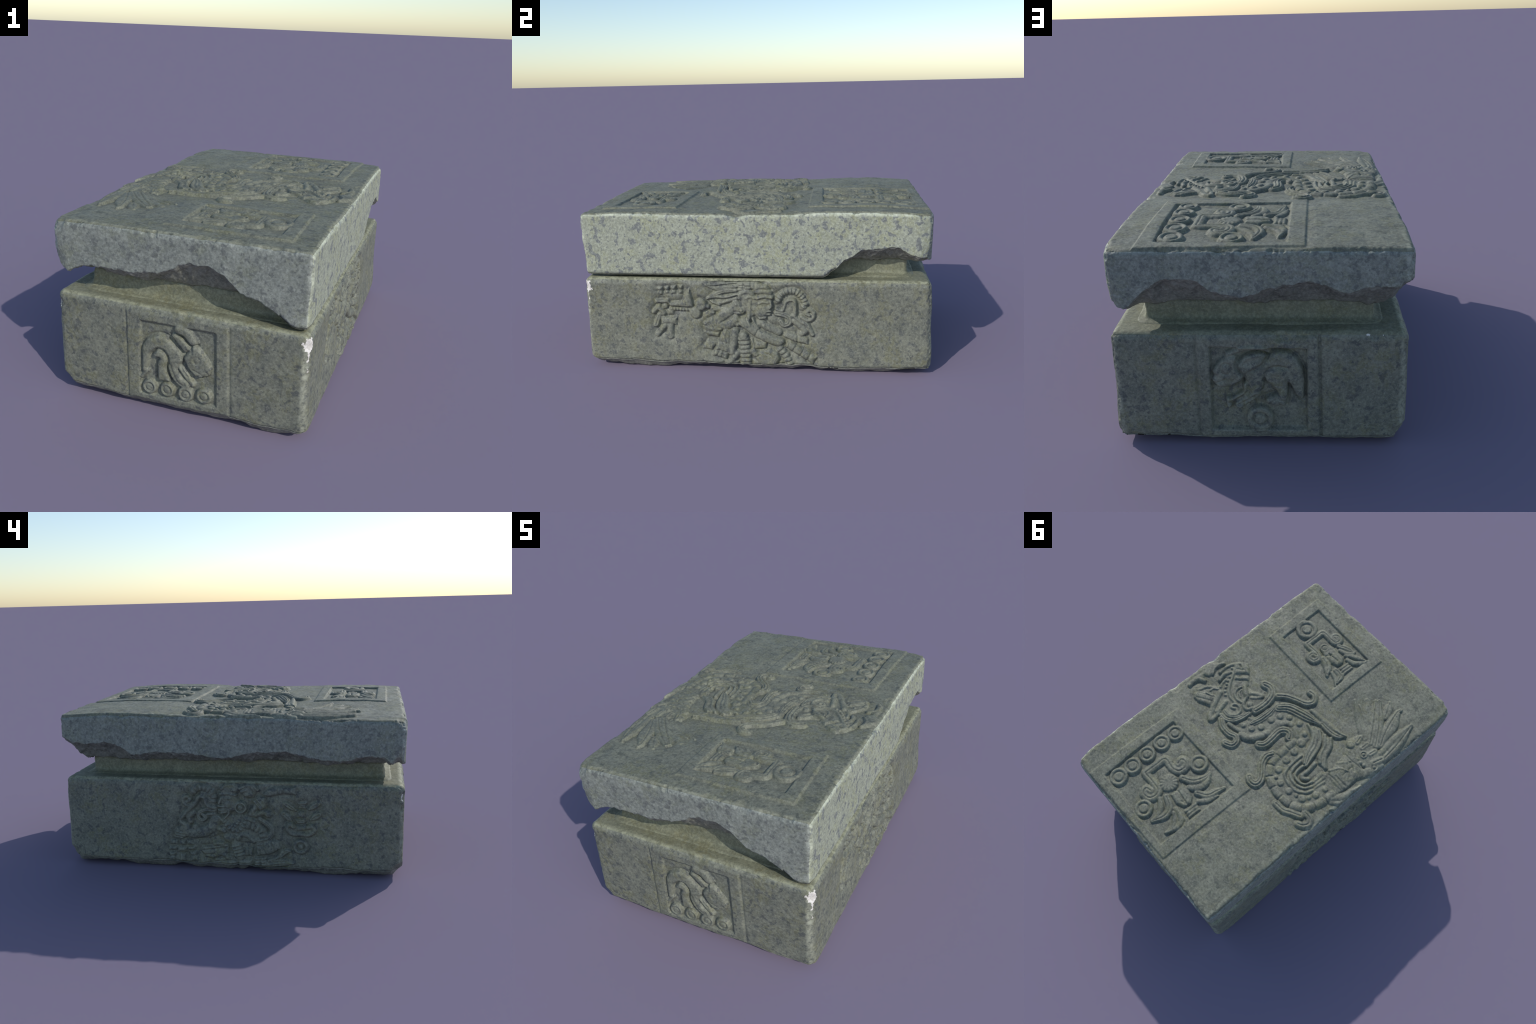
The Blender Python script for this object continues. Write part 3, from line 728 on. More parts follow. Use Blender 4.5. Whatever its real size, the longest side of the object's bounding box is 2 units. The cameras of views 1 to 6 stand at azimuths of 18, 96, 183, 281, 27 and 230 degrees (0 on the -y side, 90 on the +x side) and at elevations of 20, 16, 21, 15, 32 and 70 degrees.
def carve_leaping_rabbit_face(r):
    r.part('rabbit_panel')
    r.frame([(.204, .488), (-.211, .48), (-.209, .084), (.212, .08)], [(.264, .55), (-.263, .544), (-.27, .046), (.266, .039)], band=.003, floor=-.016)
    r.groove([(.266, .543), (.266, .32), (.266, .047)], w=.006, d=.006)
    r.groove([(-.263, .544), (-.266, .29), (-.27, .049)], w=.007, d=.01)
    r.part('rabbit')
    r.mass([(.091, .368), (-.041, .444), (-.084, .47), (-.127, .467), (-.169, .435), (-.194, .383), (-.202, .323), (-.2, .242), (-.184, .228), (-.155, .255), (-.135, .302), (-.121, .322), (-.089, .289), (-.076, .265), (-.029, .329), (-.016, .281), (.009, .254), (.033, .226), (.048, .288), (.058, .328)], h=.015, edge=.03)
    r.mass([(-.028, .349), (-.048, .385), (-.082, .395), (-.124, .389), (-.13, .323), (-.13, .255), (-.119, .201), (-.075, .201), (-.045, .206), (-.021, .225), (-.032, .244), (-.079, .258), (-.077, .282), (-.029, .329)], h=.021, edge=.025)
    r.groove([(-.046, .216), (-.079, .241), (-.119, .224)])
    r.groove([(-.09, .22), (-.095, .203)])
    r.disc((-.09, .359), r=.014, h=.023, ring=.6)
    r.mass([(.199, .377), (.166, .421), (.127, .453), (.09, .45), (.088, .405), (.06, .348), (.07, .326), (.112, .299), (.159, .292), (.191, .305), (.202, .327)], h=.023, edge=.03)
    r.disc((.138, .389), r=.024, h=.027, ring=.8)
    r.mass([(.178, .319), (.16, .327), (.151, .302), (.173, .299)], h=.026, edge=.004)
    r.mass([(.154, .326), (.139, .336), (.128, .309), (.149, .299)], h=.026, edge=.004)
    r.groove([(.196, .315), (.172, .324), (.138, .341)], d=.008)
    r.groove([(.196, .354), (.185, .353)], w=.012, d=.01)
    r.ridge([(.127, .453), (.072, .478), (0, .485), (-.045, .472)], w=.015, h=.014)
    r.mass([(.092, .416), (.059, .446), (.015, .462), (-.022, .464), (-.042, .444), (-.023, .412), (.024, .38), (.063, .358), (.085, .381)], h=.022)
    r.groove([(.049, .418), (.017, .431), (-.021, .441)], w=.022, d=.01)
    r.ridge([(.053, .308), (.058, .27), (.097, .243), (.131, .222)], w=.015, h=.018)
    r.ridge([(.014, .261), (.051, .233), (.087, .208)], w=.021, h=.02)
    r.ridge([(.133, .232), (.132, .204)], w=.013, h=.017)
    r.groove([(.048, .222), (.046, .198)])
    r.groove([(.024, .226), (.019, .205)])
    r.groove([(.069, .215), (.064, .198)])
    r.groove([(-.025, .332), (-.03, .359), (-.049, .387), (-.082, .397), (-.125, .391)], w=.007, d=.008)
    r.groove([(-.025, .329), (-.057, .295), (-.079, .263)], w=.007, d=.008)
    r.groove([(.059, .347), (.069, .323), (.112, .296), (.159, .289), (.191, .302)], w=.007, d=.008)
    r.groove([(.095, .418), (.096, .398), (.079, .373), (.06, .356)], w=.007, d=.008)
    r.groove([(.083, .414), (.059, .448), (.015, .465), (-.023, .466), (-.044, .444), (-.024, .408), (.022, .377)], w=.007, d=.008)
    r.groove([(.046, .308), (.052, .271), (.092, .239), (.128, .218)], w=.007, d=.008)
    r.groove([(-.132, .309), (-.131, .255), (-.12, .2)], w=.007, d=.008)
    r.groove([(-.138, .299), (-.155, .255), (-.181, .226)], w=.007, d=.008)
    r.groove([(-.079, .261), (-.032, .244), (-.021, .225)], w=.007, d=.008)
    r.groove([(.009, .257), (.045, .236), (.087, .212)], w=.007, d=.008)
    r.groove([(.114, .39), (.122, .371), (.139, .362), (.156, .37), (.162, .389), (.153, .408), (.136, .416), (.12, .409), (.114, .39)], w=.005, d=.009)
    r.groove([(-.05, .47), (-.084, .474), (-.13, .469), (-.173, .438), (-.198, .383), (-.205, .323), (-.202, .238)], w=.008, d=.008)
    r.part('numeral_disc')
    r.disc((-.003, .137), r=.062, h=.019, ring=.48)


# ---------------------------------------------------------------- block surfaces
def loop_of(nx, ny, hx, hy):
    """Counter-clockwise walk round a rectangle: front, right, back, left."""
    xs, ys = np.linspace(-hx, hx, nx + 1), np.linspace(-hy, hy, ny + 1)
    x = np.concatenate([xs[:-1], np.full(ny, hx), xs[:0:-1], np.full(ny, -hx)])
    y = np.concatenate([np.full(nx, -hy), ys[:-1], np.full(nx, hy), ys[:0:-1]])
    return x, y


def plan_warp(x, y, hx, hy, plan):
    s, t = (x / hx + 1) / 2, (y / hy + 1) / 2
    w = [((1 - s) * (1 - t), 'mm'), (s * (1 - t), 'pm'), ((1 - s) * t, 'mp'), (s * t, 'pp')]
    return sum(a * plan[k][0] for a, k in w), sum(a * plan[k][1] for a, k in w)


def round_top(p, hx, hy, top, r):
    """Round the vertical edges and the top rim of a block."""
    q = np.stack([np.clip(p[:, 0], -hx + r, hx - r), np.clip(p[:, 1], -hy + r, hy - r), np.minimum(p[:, 2], top - r)], 1)
    d = p - q
    n = np.linalg.norm(d, axis=1, keepdims=True)
    inf = np.abs(d).max(1, keepdims=True)
    return q + d * inf / np.maximum(n, 1e-9)


def lid_underside(x, y):
    """Height of the lid's broken lower surface over the plan."""
    hx, hy = LID_HX, LID_HY
    wall = .112
    sides = [(hy + y, x, BREAK_FRONT), (hx - x, y, BREAK_RIGHT), (hy - y, x, BREAK_BACK), (hx + x, y, BREAK_LEFT)]
    p3 = np.stack([x, y, np.zeros_like(x)], 1)
    rough = fractal(p3, 9, 4, 31, .6)
    fine = fractal(p3, 30, 3, 47, .6)
    z = np.full(x.shape, -1.0)
    near = np.zeros(x.shape, bool)
    for d, s, prof in sides:
        a = np.array(prof)
        ze = np.interp(s, a[:, 0], a[:, 1])
        zi = np.minimum(ze, .647 + .010 * rough)
        broken = smooth(.60, .66, ze)
        k = np.clip(d / wall, 0, 1)
        zz = ze + (zi - ze) * k ** 1.3 + broken * (.011 * rough + .005 * fine) * np.sin(np.pi * k) \
            + broken * (.005 * fine + .004 * rough) * (1 - k)
        m = d < wall
        z = np.where(m, np.maximum(z, zz), z)
        near |= m
    return np.where(near, z, LID_REST)


def vertex_normals(v, quads):
    a, b, c, d = (v[quads[:, i]] for i in range(4))
    n = np.cross(c - a, d - b)
    out = np.stack([sum(np.bincount(quads[:, i], n[:, k], len(v)) for i in range(4)) for k in range(3)], 1)
    return out / np.maximum(np.linalg.norm(out, axis=1, keepdims=True), 1e-12)


def weather(v, n, size, seed, edge):
    """Uneven hand-dressed surface: slow swell, shallow pits, worn edges."""
    swell = fractal(v, 2.2, 2, seed)
    lump = fractal(v, 13, 3, seed + 11)
    pit = np.maximum(0, value_noise(v, 42, seed + 21) - .55)
    fine = value_noise(v, 110, seed + 31)
    bite = np.maximum(0, fractal(v, 14, 4, seed + 41, .65) - .05)
    d = .0025 * swell + .0014 * lump - .0032 * pit + .0004 * fine - edge * (.001 + .009 * bite)
    return v + n * (d * size)[:, None]


def edge_mask(p, hx, hy, top, w):
    """1 on the block's arrises, fading over w."""
    a = np.stack([hx - np.abs(p[:, 0]), hy - np.abs(p[:, 1]), np.abs(top - p[:, 2])], 1)
    a.sort(axis=1)
    return 1 - smooth(0, w, a[:, 1])


def chip(v, heart, centre, radius, depth):
    """Knock a shallow bite out of an arris, towards the heart of the block."""
    c = np.array(centre)
    d = np.linalg.norm(v - c, axis=1) / radius
    m = d < 1
    way = np.array([-np.sign(c[0]) * (abs(c[0]) > .5), -np.sign(c[1]) * (abs(c[1]) > .9), np.sign(heart[2] - c[2]) * .7])
    way = way / np.linalg.norm(way)
    v[m] += way * (depth * (1 - d[m] ** 2))[:, None]


def blunt_corners(v, pre, hx, hy, z0, z1, amounts):
    """Wear the lower ends of the four vertical arrises (amounts: mm, pm, mp, pp)."""
    amount = np.take(amounts, (pre[:, 0] > 0) + 2 * (pre[:, 1] > 0))
    a, b = hx - np.abs(pre[:, 0]), hy - np.abs(pre[:, 1])
    m = (1 - smooth(0, .085, np.maximum(a, b))) * smooth(z0, z1, pre[:, 2]) * amount
    v[:, 0] -= np.sign(pre[:, 0]) * m
    v[:, 1] -= np.sign(pre[:, 1]) * m


def build_lid():
    nx, ny, rows, under = 400, 636, 112, 34
    hx, hy = LID_HX, LID_HY
    lx, ly = loop_of(nx, ny, hx, hy)
    n = len(lx)
    gx, gy = np.meshgrid(np.linspace(-hx, hx, nx + 1), np.linspace(-hy, hy, ny + 1), indexing='ij')
    top = np.stack([gx.ravel(), gy.ravel(), np.full(gx.size, LID_TOP)], 1)
    gi = np.arange(gx.size).reshape(gx.shape)
    rim = np.concatenate([gi[:-1, 0], gi[-1, :-1], gi[:0:-1, -1], gi[0, :0:-1]])
    zb = lid_underside(lx, ly)
    parts, ids = [top], [rim]
    base = len(top)
    for k in range(1, rows + 1):
        t = k / rows
        parts.append(np.stack([lx, ly, LID_TOP - t * (LID_TOP - zb)], 1))
        ids.append(base + np.arange(n))
        base += n
    inset = []
    for k in range(1, under + 1):
        d = .16 * k / under
        x, y = lx * (hx - d) / hx, ly * (hy - d) / hy
        inset.append((x, y))
        parts.append(np.stack([x, y, lid_underside(x, y)], 1))
        ids.append(base + np.arange(n))
        base += n
    pre = np.concatenate(parts)
    quads = [np.stack([gi[:-1, :-1], gi[1:, :-1], gi[1:, 1:], gi[:-1, 1:]], -1).reshape(-1, 4)]
    group = [np.zeros(len(quads[0]), int)]
    for k in range(len(ids) - 1):
        a, b = ids[k], ids[k + 1]
        quads.append(np.stack([a, b, np.roll(b, -1), np.roll(a, -1)], 1))
        g = np.full(n, 1 if k < rows else 2)
        if k < rows:
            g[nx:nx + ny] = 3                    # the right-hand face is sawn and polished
        group.append(g)
    cap = ids[-1][::-1]
    v = round_top(pre, hx, hy, LID_TOP, LID_R)
    # soften the lower arris of the walls
    wall = slice(len(top), len(top) + rows * n)
    lift = (pre[wall, 2] - np.tile(zb, rows))
    r = np.where(np.tile(zb, rows) < .62, .022, .007)
    pull = np.where(lift < r, r - np.sqrt(np.maximum(0, r * r - (r - lift) ** 2)), 0)
    s = np.stack([np.where(np.abs(lx) > hx - 1e-6, np.sign(lx), 0), np.where(np.abs(ly) > hy - 1e-6, np.sign(ly), 0)], 1)
    v[wall, :2] -= np.tile(s, (rows, 1)) * pull[:, None]
    first = slice(wall.stop, wall.stop + n)
    v[first, :2] -= s * .004
    blunt_corners(v, pre, hx, hy, 1.0, .95, (.004, 0, .004, .010))
    blunt_corners(v, pre, hx, hy, .80, .66, (.014, .008, .020, .010))
    v[:, 0], v[:, 1] = plan_warp(v[:, 0], v[:, 1], hx, hy, LID_PLAN)
    # carve the top
    rel = Relief(v[gi, 0], v[gi, 1])
    carve_lid_top(rel)
    quads, group = np.concatenate(quads), np.concatenate(group)
    nrm = vertex_normals(v, quads)
    e = edge_mask(pre, hx, hy, LID_TOP, .035)
    size = np.ones(len(v))
    size[first.start:] = .4
    v = weather(v, nrm, size, 3, e)
    fade = smooth(0, .012, np.minimum(hx - np.abs(gx), hy - np.abs(gy)))
    v[gi.ravel(), 2] += (sunken(rel, .004) * .90 * fade).ravel()
    # tilt of the top, and the plain quarter that was never cut back
    s2, t2 = (pre[:, 0] / hx + 1) / 2, (pre[:, 1] / hy + 1) / 2
    tilt = (1 - s2) * (1 - t2) * LID_TILT['mm'] + s2 * (1 - t2) * LID_TILT['pm'] + (1 - s2) * t2 * LID_TILT['mp'] + s2 * t2 * LID_TILT['pp']
    tilt = tilt - .016 * smooth(.66, .97, pre[:, 1]) - .006 * smooth(-.7, -.97, pre[:, 1]) \
        - .006 * smooth(-.45, -.62, pre[:, 0]) - .007 * smooth(-.15, -.35, pre[:, 0]) * smooth(-.3, -.45, pre[:, 1]) * smooth(-.92, -.8, pre[:, 1]) - .011 * smooth(-.62, -.35, pre[:, 1]) * smooth(.38, .15, pre[:, 1]) * smooth(-.55, -.2, pre[:, 0])
    v[:, 2] += tilt * smooth(.72, LID_TOP, pre[:, 2])
    v[gi.ravel(), 2] += (.007 * smooth(-.18, -.24, gx) * smooth(.28, .45, gy) * fade).ravel()
    for c, rad, dep in [((-.61, -.985, .905), .050, .014), ((-.10, -.985, .93), .020, .012),
                        ((-.10, -.99, .905), .016, .008), ((-.07, .975, .93), .022, .012), ((-.635, .03, .925), .018, .015),
                        ((.55, .10, .935), .03, .006), ((.61, -.10, .93), .05, .012), ((.61, .22, .93), .04, .010),
                        ((.615, -.55, .93), .04, .008), ((.30, -.985, .93), .05, .010), ((.12, -.985, .925), .03, .008),
                        ((-.45, .975, .93), .03, .006), ((.0, .985, .93), .05, .005)]:
        chip(v, (0, 0, .76), c, rad, dep)
    tags = np.full(len(quads), -1)
    t = rel.tag
    quad_tag = t[:-1, :-1]
    tags[:quad_tag.size] = quad_tag.ravel()
    return v, quads, group, tags, rel.names, cap, None


def build_chest():
    nx, ny, rows, ledge, under = 356, 564, 152, 40, 24
    hx, hy = CHEST_HX, CHEST_HY
    lx, ly = loop_of(nx, ny, hx, hy)
    n = len(lx)
    foot = .037 + .009 * fractal(np.stack([lx, ly, 0 * lx], 1), 5, 4, 91, .6)
    foot = foot + .012 * smooth(-.2, -.9, ly) + .008 * smooth(0, -.6, lx) + .006 * smooth(.4, .6, lx)
    parts, ids, base = [], [], 0
    for k in range(ledge, 0, -1):
        d = .165 * k / ledge
        parts.append(np.stack([lx * (hx - d) / hx, ly * (hy - d) / hy, np.full(n, CHEST_TOP)], 1))
    for k in range(rows + 1):
        parts.append(np.stack([lx, ly, CHEST_TOP - k / rows * (CHEST_TOP - foot)], 1))
    for k in range(1, under + 1):
        d = .12 * k / under
        x, y = lx * (hx - d) / hx, ly * (hy - d) / hy
        lump = fractal(np.stack([x, y, 0 * x], 1), 7, 4, 95, .6)
        parts.append(np.stack([x, y, np.maximum(0.0, foot + (.012 + .012 * lump - foot) * smooth(0, .05, d) )], 1))
    for k in range(len(parts)):
        ids.append(base + np.arange(n))
        base += n
    pre = np.concatenate(parts)
    quads, group = [], []
    for k in range(len(ids) - 1):
        a, b = ids[k], ids[k + 1]
        quads.append(np.stack([a, b, np.roll(b, -1), np.roll(a, -1)], 1))
        group.append(np.full(n, 0 if k < ledge else (1 if k < ledge + rows else 2)))
    quads, group = np.concatenate(quads), np.concatenate(group)
    v = round_top(pre, hx, hy, CHEST_TOP, CHEST_R)
    wall0 = ledge * n
    wall = slice(wall0, wall0 + (rows + 1) * n)
    s = np.stack([np.where(np.abs(lx) > hx - 1e-6, np.sign(lx), 0), np.where(np.abs(ly) > hy - 1e-6, np.sign(ly), 0)], 1)
    lift = pre[wall, 2] - np.tile(foot, rows + 1)
    r = .014
    pull = np.where(lift < r, r - np.sqrt(np.maximum(0, r * r - (r - lift) ** 2)), 0)
    v[wall, :2] -= np.tile(s, (rows + 1, 1)) * pull[:, None]
    blunt_corners(v, pre, hx, hy, .10, .02, (.008, .008, .012, .008))
    v[:, 0], v[:, 1] = plan_warp(v[:, 0], v[:, 1], hx, hy, CHEST_PLAN)
    # the foot flares, most of all at the right-hand back corner
    low = smooth(.34, .05, pre[:, 2])
    v[:, 0] += .011 * low * np.clip(pre[:, 0] / hx, 0, 1)
    v[:, 1] += (.010 * low - .006 * smooth(.40, .53, pre[:, 2])) * np.clip(pre[:, 1] / hy, 0, 1) ** 4
    nrm = vertex_normals(v, quads)
    e = edge_mask(pre, hx, hy, CHEST_TOP, .035)
    size = np.ones(len(v))
    size[:wall0] = .6
    # carve the four walls
    idx = np.arange(wall.start, wall.stop).reshape(rows + 1, n)
    tags = np.full(len(quads), -1)
    names, push = [], np.zeros(len(v))
    for start, count, axis, across, sign, carve, sink, gain, proud in [(0, nx, 0, 1, -1, carve_grazing_rabbit_face, 0, 1.1, .007), (nx, ny, 1, 0, 1, carve_warrior_face, .015, 1.3, 1.),
                                                    (nx + ny, nx, 0, 1, 1, carve_leaping_rabbit_face, 0, 1.3, .006), (2 * nx + ny, ny, 1, 0, -1, carve_priest_face, .011, 1.5, 1.)]:
        cols = np.arange(start, start + count + 1) % n
        g = idx[:, cols]
        rel = Relief(v[g, axis], v[g, 2])
        carve(rel)
        near = np.minimum(np.arange(count + 1), count - np.arange(count + 1)) / 12.0
        h = sunken(rel, sink, proud) * gain * np.clip(near, 0, 1)[None, :] * smooth(CHEST_TOP + .004, CHEST_TOP - .022, v[g, 2])
        push_axis = np.zeros((g.size, 3))
        push_axis[:, across] = sign * h.ravel()
        carve_moves.append((g.ravel(), push_axis))
        off = len(names)
        names += rel.names
        t = np.where(rel.tag >= 0, rel.tag + off, -1)[:-1, :-1]
        rowq = (ledge + np.arange(rows))[:, None] * n + np.arange(start, start + count)[None, :]
        tags[rowq.ravel()] = t.ravel()
    v = weather(v, nrm, size, 53, e)
    for ind, mv in carve_moves:
        np.add.at(v, ind, mv)
    for c, rad, dep in [((-.10, .985, .545), .035, .016), ((-.13, .985, .53), .025, .012), ((-.50, .97, .545), .03, .010),
                        ((.62, .42, .52), .030, .006), ((.625, -.985, .50), .03, .010), ((.628, -.985, .42), .03, .008),
                        ((.628, -.985, .36), .02, .006), ((-.62, -.99, .49), .03, .008), ((.05, -.99, .545), .03, .006),
                        ((.40, -.99, .50), .02, .005), ((-.63, .975, .06), .06, .02), ((-.625, -.99, .05), .06, .02)]:
        chip(v, (0, 0, .28), c, rad, dep)
    v[:, 2] = np.maximum(v[:, 2], 0)
    # remains of white plaster on the arrises
    mid = v[quads].mean(1)
    names.append('plaster_patch')
    jag = .40 * fractal(mid, 45, 3, 61)
    for c, rad in [((.632, -.978, .500), (.030, .030, .040)), ((.632, -.980, .440), (.014, .014, .045)), ((.634, -.980, .36), (.008, .008, .02)),
                   ((-.626, -.985, .49), (.012, .012, .03)), ((-.50, .975, .548), (.035, .012, .012))]:
        m = np.linalg.norm((mid - np.array(c)) / np.array(rad), axis=1) + jag < 1
        tags[m] = len(names) - 1
        group[m] = 3
    return v, quads, group, tags, names, ids[-1][::-1], ids[0]


carve_moves = []


def build_rim():
    """Inner rim that the lid sits on: straight wall with a cove at its foot."""
    profile = [(-.050, .546), (-.036, .557), (-.022, .561), (-.009, .567), (-.002, .578), (.001, .600), (.002, .630), (.006, .644), (.014, .6515), (.03, .653)]
    x0, x1, y0, y1, r = -.502, .502, -.878, .852, .020
    prof = spline(profile, 4)
    pts = []
    for cx, cy, a0 in [(x1 - r, y0 + r, -90), (x1 - r, y1 - r, 0), (x0 + r, y1 - r, 90), (x0 + r, y0 + r, 180)]:
        for a in np.radians(a0 + np.linspace(0, 90, 9)):
            pts.append((cx, cy, r * math.cos(a), r * math.sin(a)))
    dense = []
    for a, b in zip(pts, pts[1:] + pts[:1]):
        pa, pb = np.array(a), np.array(b)
        m = max(1, int(np.hypot(*(pb[:2] + pb[2:] - pa[:2] - pa[2:])) / .006))
        dense += [pa + (pb - pa) * k / m for k in range(m)]
    d = np.array(dense)
    out = d[:, 2:] / np.linalg.norm(d[:, 2:], axis=1, keepdims=True)
    rows = [np.column_stack([d[:, :2] + d[:, 2:] - out * o, np.full(len(d), z)]) for o, z in prof]
    v = np.concatenate(rows)
    n = len(d)
    quads = np.concatenate([np.stack([np.arange(n) + k * n, np.roll(np.arange(n), -1) + k * n,
                                      np.roll(np.arange(n), -1) + (k + 1) * n, np.arange(n) + (k + 1) * n], 1) for k in range(len(prof) - 1)])
    nrm = vertex_normals(v, quads)
    v = v + nrm * (.004 * fractal(v, 6, 3, 71) + .0008 * fractal(v, 50, 2, 77))[:, None]
    return v, quads, np.arange(n) + (len(prof) - 1) * n


# ---------------------------------------------------------------- materials
class Nodes:
    def __init__(self, name):
        self.mat = bpy.data.materials.new(name)
        self.mat.use_nodes = True
        self.t = self.mat.node_tree
        self.bsdf = self.t.nodes['Principled BSDF']
        self.co = self.t.nodes.new('ShaderNodeTexCoord').outputs['Object']

    def put(self, sock, val):
        if isinstance(val, bpy.types.NodeSocket):
            self.t.links.new(val, sock)
        else:
            sock.default_value = val

    def noise(self, scale, detail=4, rough=.55, distort=0., offset=(0, 0, 0), stretch=(1, 1, 1)):
        m = self.t.nodes.new('ShaderNodeMapping')
        m.inputs['Location'].default_value = offset
        m.inputs['Scale'].default_value = stretch
        self.put(m.inputs['Vector'], self.co)
        n = self.t.nodes.new('ShaderNodeTexNoise')
        self.put(n.inputs['Vector'], m.outputs[0])
        for k, x in (('Scale', scale), ('Detail', detail), ('Roughness', rough), ('Distortion', distort)):
            n.inputs[k].default_value = x
        return n.outputs['Fac']

    def cells(self, scale, warp=0., offset=(0, 0, 0), randomness=1.0):
        vec = self.co
        m = self.t.nodes.new('ShaderNodeMapping')
        m.inputs['Location'].default_value = offset
        self.put(m.inputs['Vector'], vec)
        vec = m.outputs[0]
        if warp:
            n = self.t.nodes.new('ShaderNodeTexNoise')
            self.put(n.inputs['Vector'], vec)
            n.inputs['Scale'].default_value = scale * 1.3
            n.inputs['Detail'].default_value = 3
            mx = self.t.nodes.new('ShaderNodeVectorMath')
            mx.operation = 'MULTIPLY_ADD'
            self.put(mx.inputs[0], n.outputs['Color'])
            mx.inputs[1].default_value = (warp,) * 3
            self.put(mx.inputs[2], vec)
            vec = mx.outputs[0]
        c = self.t.nodes.new('ShaderNodeTexVoronoi')
        self.put(c.inputs['Vector'], vec)
        c.inputs['Scale'].default_value = scale
        c.inputs['Randomness'].default_value = randomness
        return c.outputs['Distance']

    def ramp(self, fac, a, b, c0=0., c1=1.):
        r = self.t.nodes.new('ShaderNodeMapRange')
        r.interpolation_type = 'SMOOTHSTEP'
        self.put(r.inputs['Value'], fac)
        for k, x in (('From Min', a), ('From Max', b), ('To Min', c0), ('To Max', c1)):
            r.inputs[k].default_value = x
        return r.outputs[0]

    def math(self, op, a, b=0.):
        m = self.t.nodes.new('ShaderNodeMath')
        m.operation = op
        self.put(m.inputs[0], a)
        self.put(m.inputs[1], b)
        return m.outputs[0]

    def mix(self, fac, a, b):
        m = self.t.nodes.new('ShaderNodeMix')
        m.data_type = 'RGBA'
        self.put(m.inputs[0], fac)
        for s, x in ((m.inputs[6], a), (m.inputs[7], b)):
            self.put(s, x if isinstance(x, bpy.types.NodeSocket) else (*x, 1))
        return m.outputs[2]

    def axes(self):
        s = self.t.nodes.new('ShaderNodeSeparateXYZ')
        self.put(s.inputs[0], self.co)
        return s.outputs

    def arris(self, hx, hy, top, w):
        """worn pale band along the block's edges (second smallest distance to a face)"""
        x, y, z = self.axes()
        a = self.math('ABSOLUTE', self.math('SUBTRACT', hx, self.math('ABSOLUTE', x)))
        b = self.math('ABSOLUTE', self.math('SUBTRACT', hy, self.math('ABSOLUTE', y)))
        c = self.math('ABSOLUTE', self.math('SUBTRACT', top, z))
        mid = self.math('MAXIMUM', self.math('MINIMUM', a, b),
                        self.math('MINIMUM', self.math('MAXIMUM', a, b), c))
        return self.ramp(mid, w * .25, w, 1, 0)

    def finish(self, colour, rough, bump, strength=.25, dist=.002):
        self.put(self.bsdf.inputs['Base Color'], colour)
        self.put(self.bsdf.inputs['Roughness'], rough)
        self.bsdf.inputs['Specular IOR Level'].default_value = .65
        b = self.t.nodes.new('ShaderNodeBump')
        b.inputs['Strength'].default_value = strength
        b.inputs['Distance'].default_value = dist
        self.put(b.inputs['Height'], bump)
        self.put(self.bsdf.inputs['Normal'], b.outputs[0])
        return self.mat


def stone(name, pale, mid, dark, moss, spot, spot_amount, moss_amount, speck, edge, soft=.05):
    """Porphyritic greenstone: mottled ground, dark blotches, lichen, pale grains."""
    k = Nodes(name)
    ground = k.mix(k.ramp(k.noise(9, 5, .6), .36, .66), mid, pale)
    ground = k.mix(k.ramp(k.noise(34, 4, .65, 0, (3, 1, 2)), .40, .68, 0, .55), ground, pale)
    green = k.math('MULTIPLY', k.ramp(k.noise(6, 4, .6, .3, (5, 2, 1)), .44, .62), k.ramp(k.noise(34, 3, .6, .4, (1, 7, 3)), .40, .56))
    ground = k.mix(k.math('MULTIPLY', green, moss_amount), ground, moss)
    blotch = k.ramp(k.noise(spot, 2, .45, .25, (2, 4, 9)), .57, .57 + soft)
    blotch2 = k.ramp(k.noise(spot * 2.1, 2, .45, .2, (8, 3, 4)), .61, .61 + soft)
    both = k.math('MULTIPLY', k.math('MAXIMUM', blotch, blotch2), spot_amount)
    col = k.mix(both, ground, dark)
    grit = k.ramp(k.noise(75, 6, .75, .3, (6, 1, 3)), .30, .70, -.34, .34)
    col = k.mix(k.math('MAXIMUM', grit, 0.), col, tuple(c * 1.9 for c in pale))
    col = k.mix(k.math('MAXIMUM', k.math('MULTIPLY', grit, -1.), 0.), col, tuple(c * .35 for c in dark))
    grains = k.math('MULTIPLY', k.ramp(k.noise(130, 3, .7, 0, (4, 4, 1)), .60, .74), speck)
    col = k.mix(grains, col, tuple(min(1, c * 1.75) for c in pale))
    # paler colour mixed onto convex crests, lifting the contrast of the carving
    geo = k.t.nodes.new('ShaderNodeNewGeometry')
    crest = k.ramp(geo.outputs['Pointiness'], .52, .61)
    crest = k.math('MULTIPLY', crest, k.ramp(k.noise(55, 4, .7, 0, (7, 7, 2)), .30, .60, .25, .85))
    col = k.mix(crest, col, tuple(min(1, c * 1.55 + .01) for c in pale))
    if edge:
        hx, hy, top, w, amount = edge
        worn = k.math('MULTIPLY', k.arris(hx, hy, top, w), k.ramp(k.noise(38, 4, .7, .4), .38, .62, 0, amount))
        col = k.mix(worn, col, tuple(min(1, c * 1.7 + .01) for c in pale))
    bump = k.math('ADD', k.noise(220, 4, .7), k.math('MULTIPLY', k.noise(70, 3, .6), .8))
    return k.finish(col, k.ramp(k.noise(20, 3), .3, .7, .62, .80), bump, .28, .0022)


def plaster():
    k = Nodes('white_plaster_fill')
    col = k.mix(k.ramp(k.noise(60, 3), .4, .6), (.80, .76, .70), (.62, .58, .52))
    return k.finish(col, .8, k.noise(120, 3), .3)


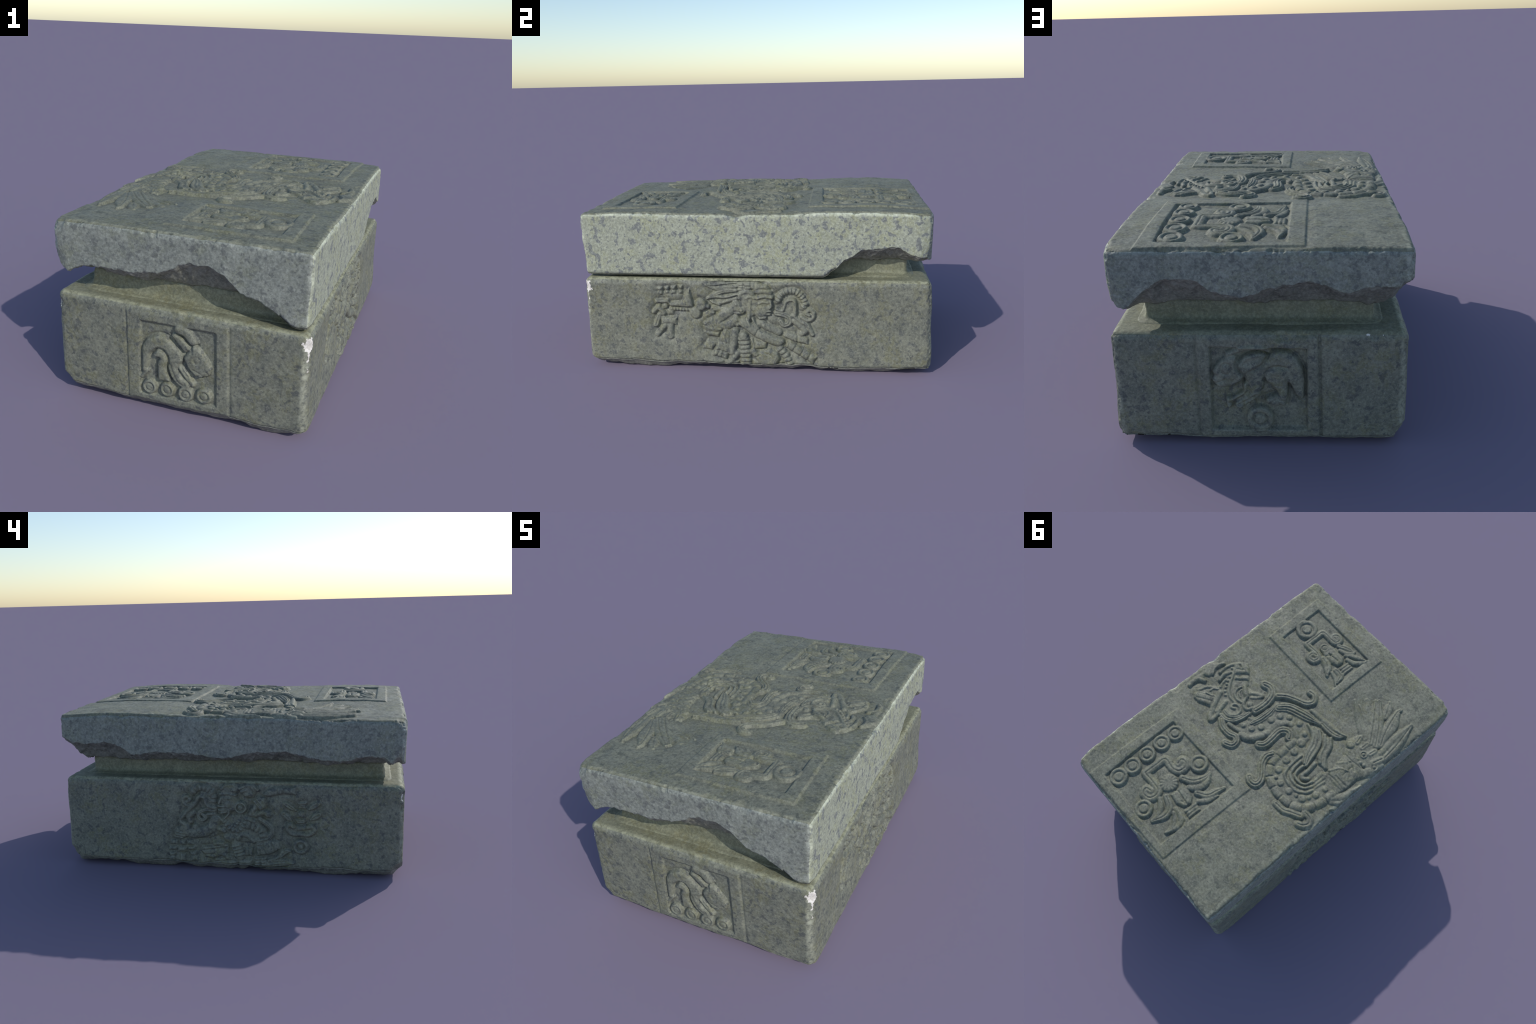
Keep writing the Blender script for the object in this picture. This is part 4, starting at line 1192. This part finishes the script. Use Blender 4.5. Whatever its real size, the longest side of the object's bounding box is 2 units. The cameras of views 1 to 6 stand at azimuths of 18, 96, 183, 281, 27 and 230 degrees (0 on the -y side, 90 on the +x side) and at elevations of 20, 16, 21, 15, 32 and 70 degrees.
# ---------------------------------------------------------------- assembly
def mesh_object(name, verts, faces, normals, mats, mat_index, parent):
    me = bpy.data.meshes.new(name)
    me.from_pydata(verts, [], faces)
    for m in mats:
        me.materials.append(m)
    me.polygons.foreach_set('material_index', np.asarray(mat_index, dtype=np.int32))
    me.polygons.foreach_set('use_smooth', np.ones(len(me.polygons), bool))
    me.update()
    if normals is not None:
        me.normals_split_custom_set_from_vertices(normals)
    ob = bpy.data.objects.new(name, me)
    bpy.context.scene.collection.objects.link(ob)
    ob.parent = parent
    return ob


def islands(sel, quads):
    """Connected groups of the chosen quads (label propagation over shared corners)."""
    q = quads[sel]
    uniq, inv = np.unique(q, return_inverse=True)
    inv = inv.reshape(q.shape)
    lab = np.arange(len(uniq))
    while True:
        low = lab[inv].min(1)
        new = lab.copy()
        for i in range(4):
            np.minimum.at(new, inv[:, i], low)
        new = new[new]
        if (new == lab).all():
            break
        lab = new
    return lab[inv].min(1)


def split_block(name, parent_obj, data, mats):
    """One seamless surface -> main mesh plus one mesh per carved motif."""
    v, quads, group, tags, names, cap_low, cap_high = data
    nrm = vertex_normals(v, quads)
    main = None
    labels = sorted(set(names))
    jobs = [(name, np.where(tags < 0)[0], True)]
    for lab in labels:
        for t in [i for i, x in enumerate(names) if x == lab]:
            sel = np.where(tags == t)[0]
            if not len(sel):
                continue
            isl = islands(sel, quads)
            ids, counts = np.unique(isl, return_counts=True)
            big = [i for i, c in zip(ids, counts) if c > 40]
            if lab in ('numeral_disc', 'glyph_panel', 'rabbit_panel'):
                for i in big:
                    jobs.append((lab, sel[isl == i], False))
                small = sel[~np.isin(isl, big)]
                jobs[0] = (name, np.concatenate([jobs[0][1], small]), True)
            else:
                jobs.append((lab, sel, False))
    for nm, sel, is_main in jobs:
        q = quads[sel]
        used, inv = np.unique(q, return_inverse=True)
        inv = inv.reshape(q.shape)
        faces = inv.tolist()
        mi = group[sel].tolist()
        if is_main:
            look = {int(a): i for i, a in enumerate(used)}
            for cap in (cap_low, cap_high):
                if cap is not None:
                    faces.append([look[int(a)] for a in cap])
                    mi.append(2)
        ob = mesh_object(nm, v[used].tolist(), faces, nrm[used], mats, mi, main or parent_obj)
        if is_main:
            main = ob
    return main


def main():
    casket = bpy.data.objects.new('stone_casket', None)
    bpy.context.scene.collection.objects.link(casket)
    casket['label'] = 'low grey green carved stone box with chipped lid'
    casket['category'] = 'stone box'

    edge_lid = (LID_HX, LID_HY, LID_TOP, .018, .7)
    edge_chest = (CHEST_HX, CHEST_HY, CHEST_TOP, .022, .75)
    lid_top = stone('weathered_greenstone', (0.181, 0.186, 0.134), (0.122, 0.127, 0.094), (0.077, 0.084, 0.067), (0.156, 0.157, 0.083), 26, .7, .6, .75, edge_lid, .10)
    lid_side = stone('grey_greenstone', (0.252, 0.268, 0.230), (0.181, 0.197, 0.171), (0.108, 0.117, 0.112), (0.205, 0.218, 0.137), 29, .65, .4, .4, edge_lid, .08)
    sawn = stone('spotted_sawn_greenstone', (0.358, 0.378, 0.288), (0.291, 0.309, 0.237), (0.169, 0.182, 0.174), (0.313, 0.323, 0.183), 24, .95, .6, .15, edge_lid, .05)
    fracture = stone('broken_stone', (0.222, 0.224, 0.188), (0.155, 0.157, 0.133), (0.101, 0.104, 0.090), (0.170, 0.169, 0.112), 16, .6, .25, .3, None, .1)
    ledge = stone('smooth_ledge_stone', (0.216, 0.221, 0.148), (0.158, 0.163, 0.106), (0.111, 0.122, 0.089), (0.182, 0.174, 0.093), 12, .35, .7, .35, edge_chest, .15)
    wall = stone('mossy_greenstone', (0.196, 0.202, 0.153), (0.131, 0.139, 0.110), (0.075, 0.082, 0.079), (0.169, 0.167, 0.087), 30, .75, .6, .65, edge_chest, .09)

    split_block('lid', casket, build_lid(), [lid_top, lid_side, fracture, sawn])
    chest = split_block('chest_body', casket, build_chest(), [ledge, wall, fracture, plaster()])
    v, quads, cap = build_rim()
    mesh_object('inner_rim', v.tolist(), quads.tolist() + [cap.tolist()], None, [ledge], np.zeros(len(quads) + 1), chest)


main()
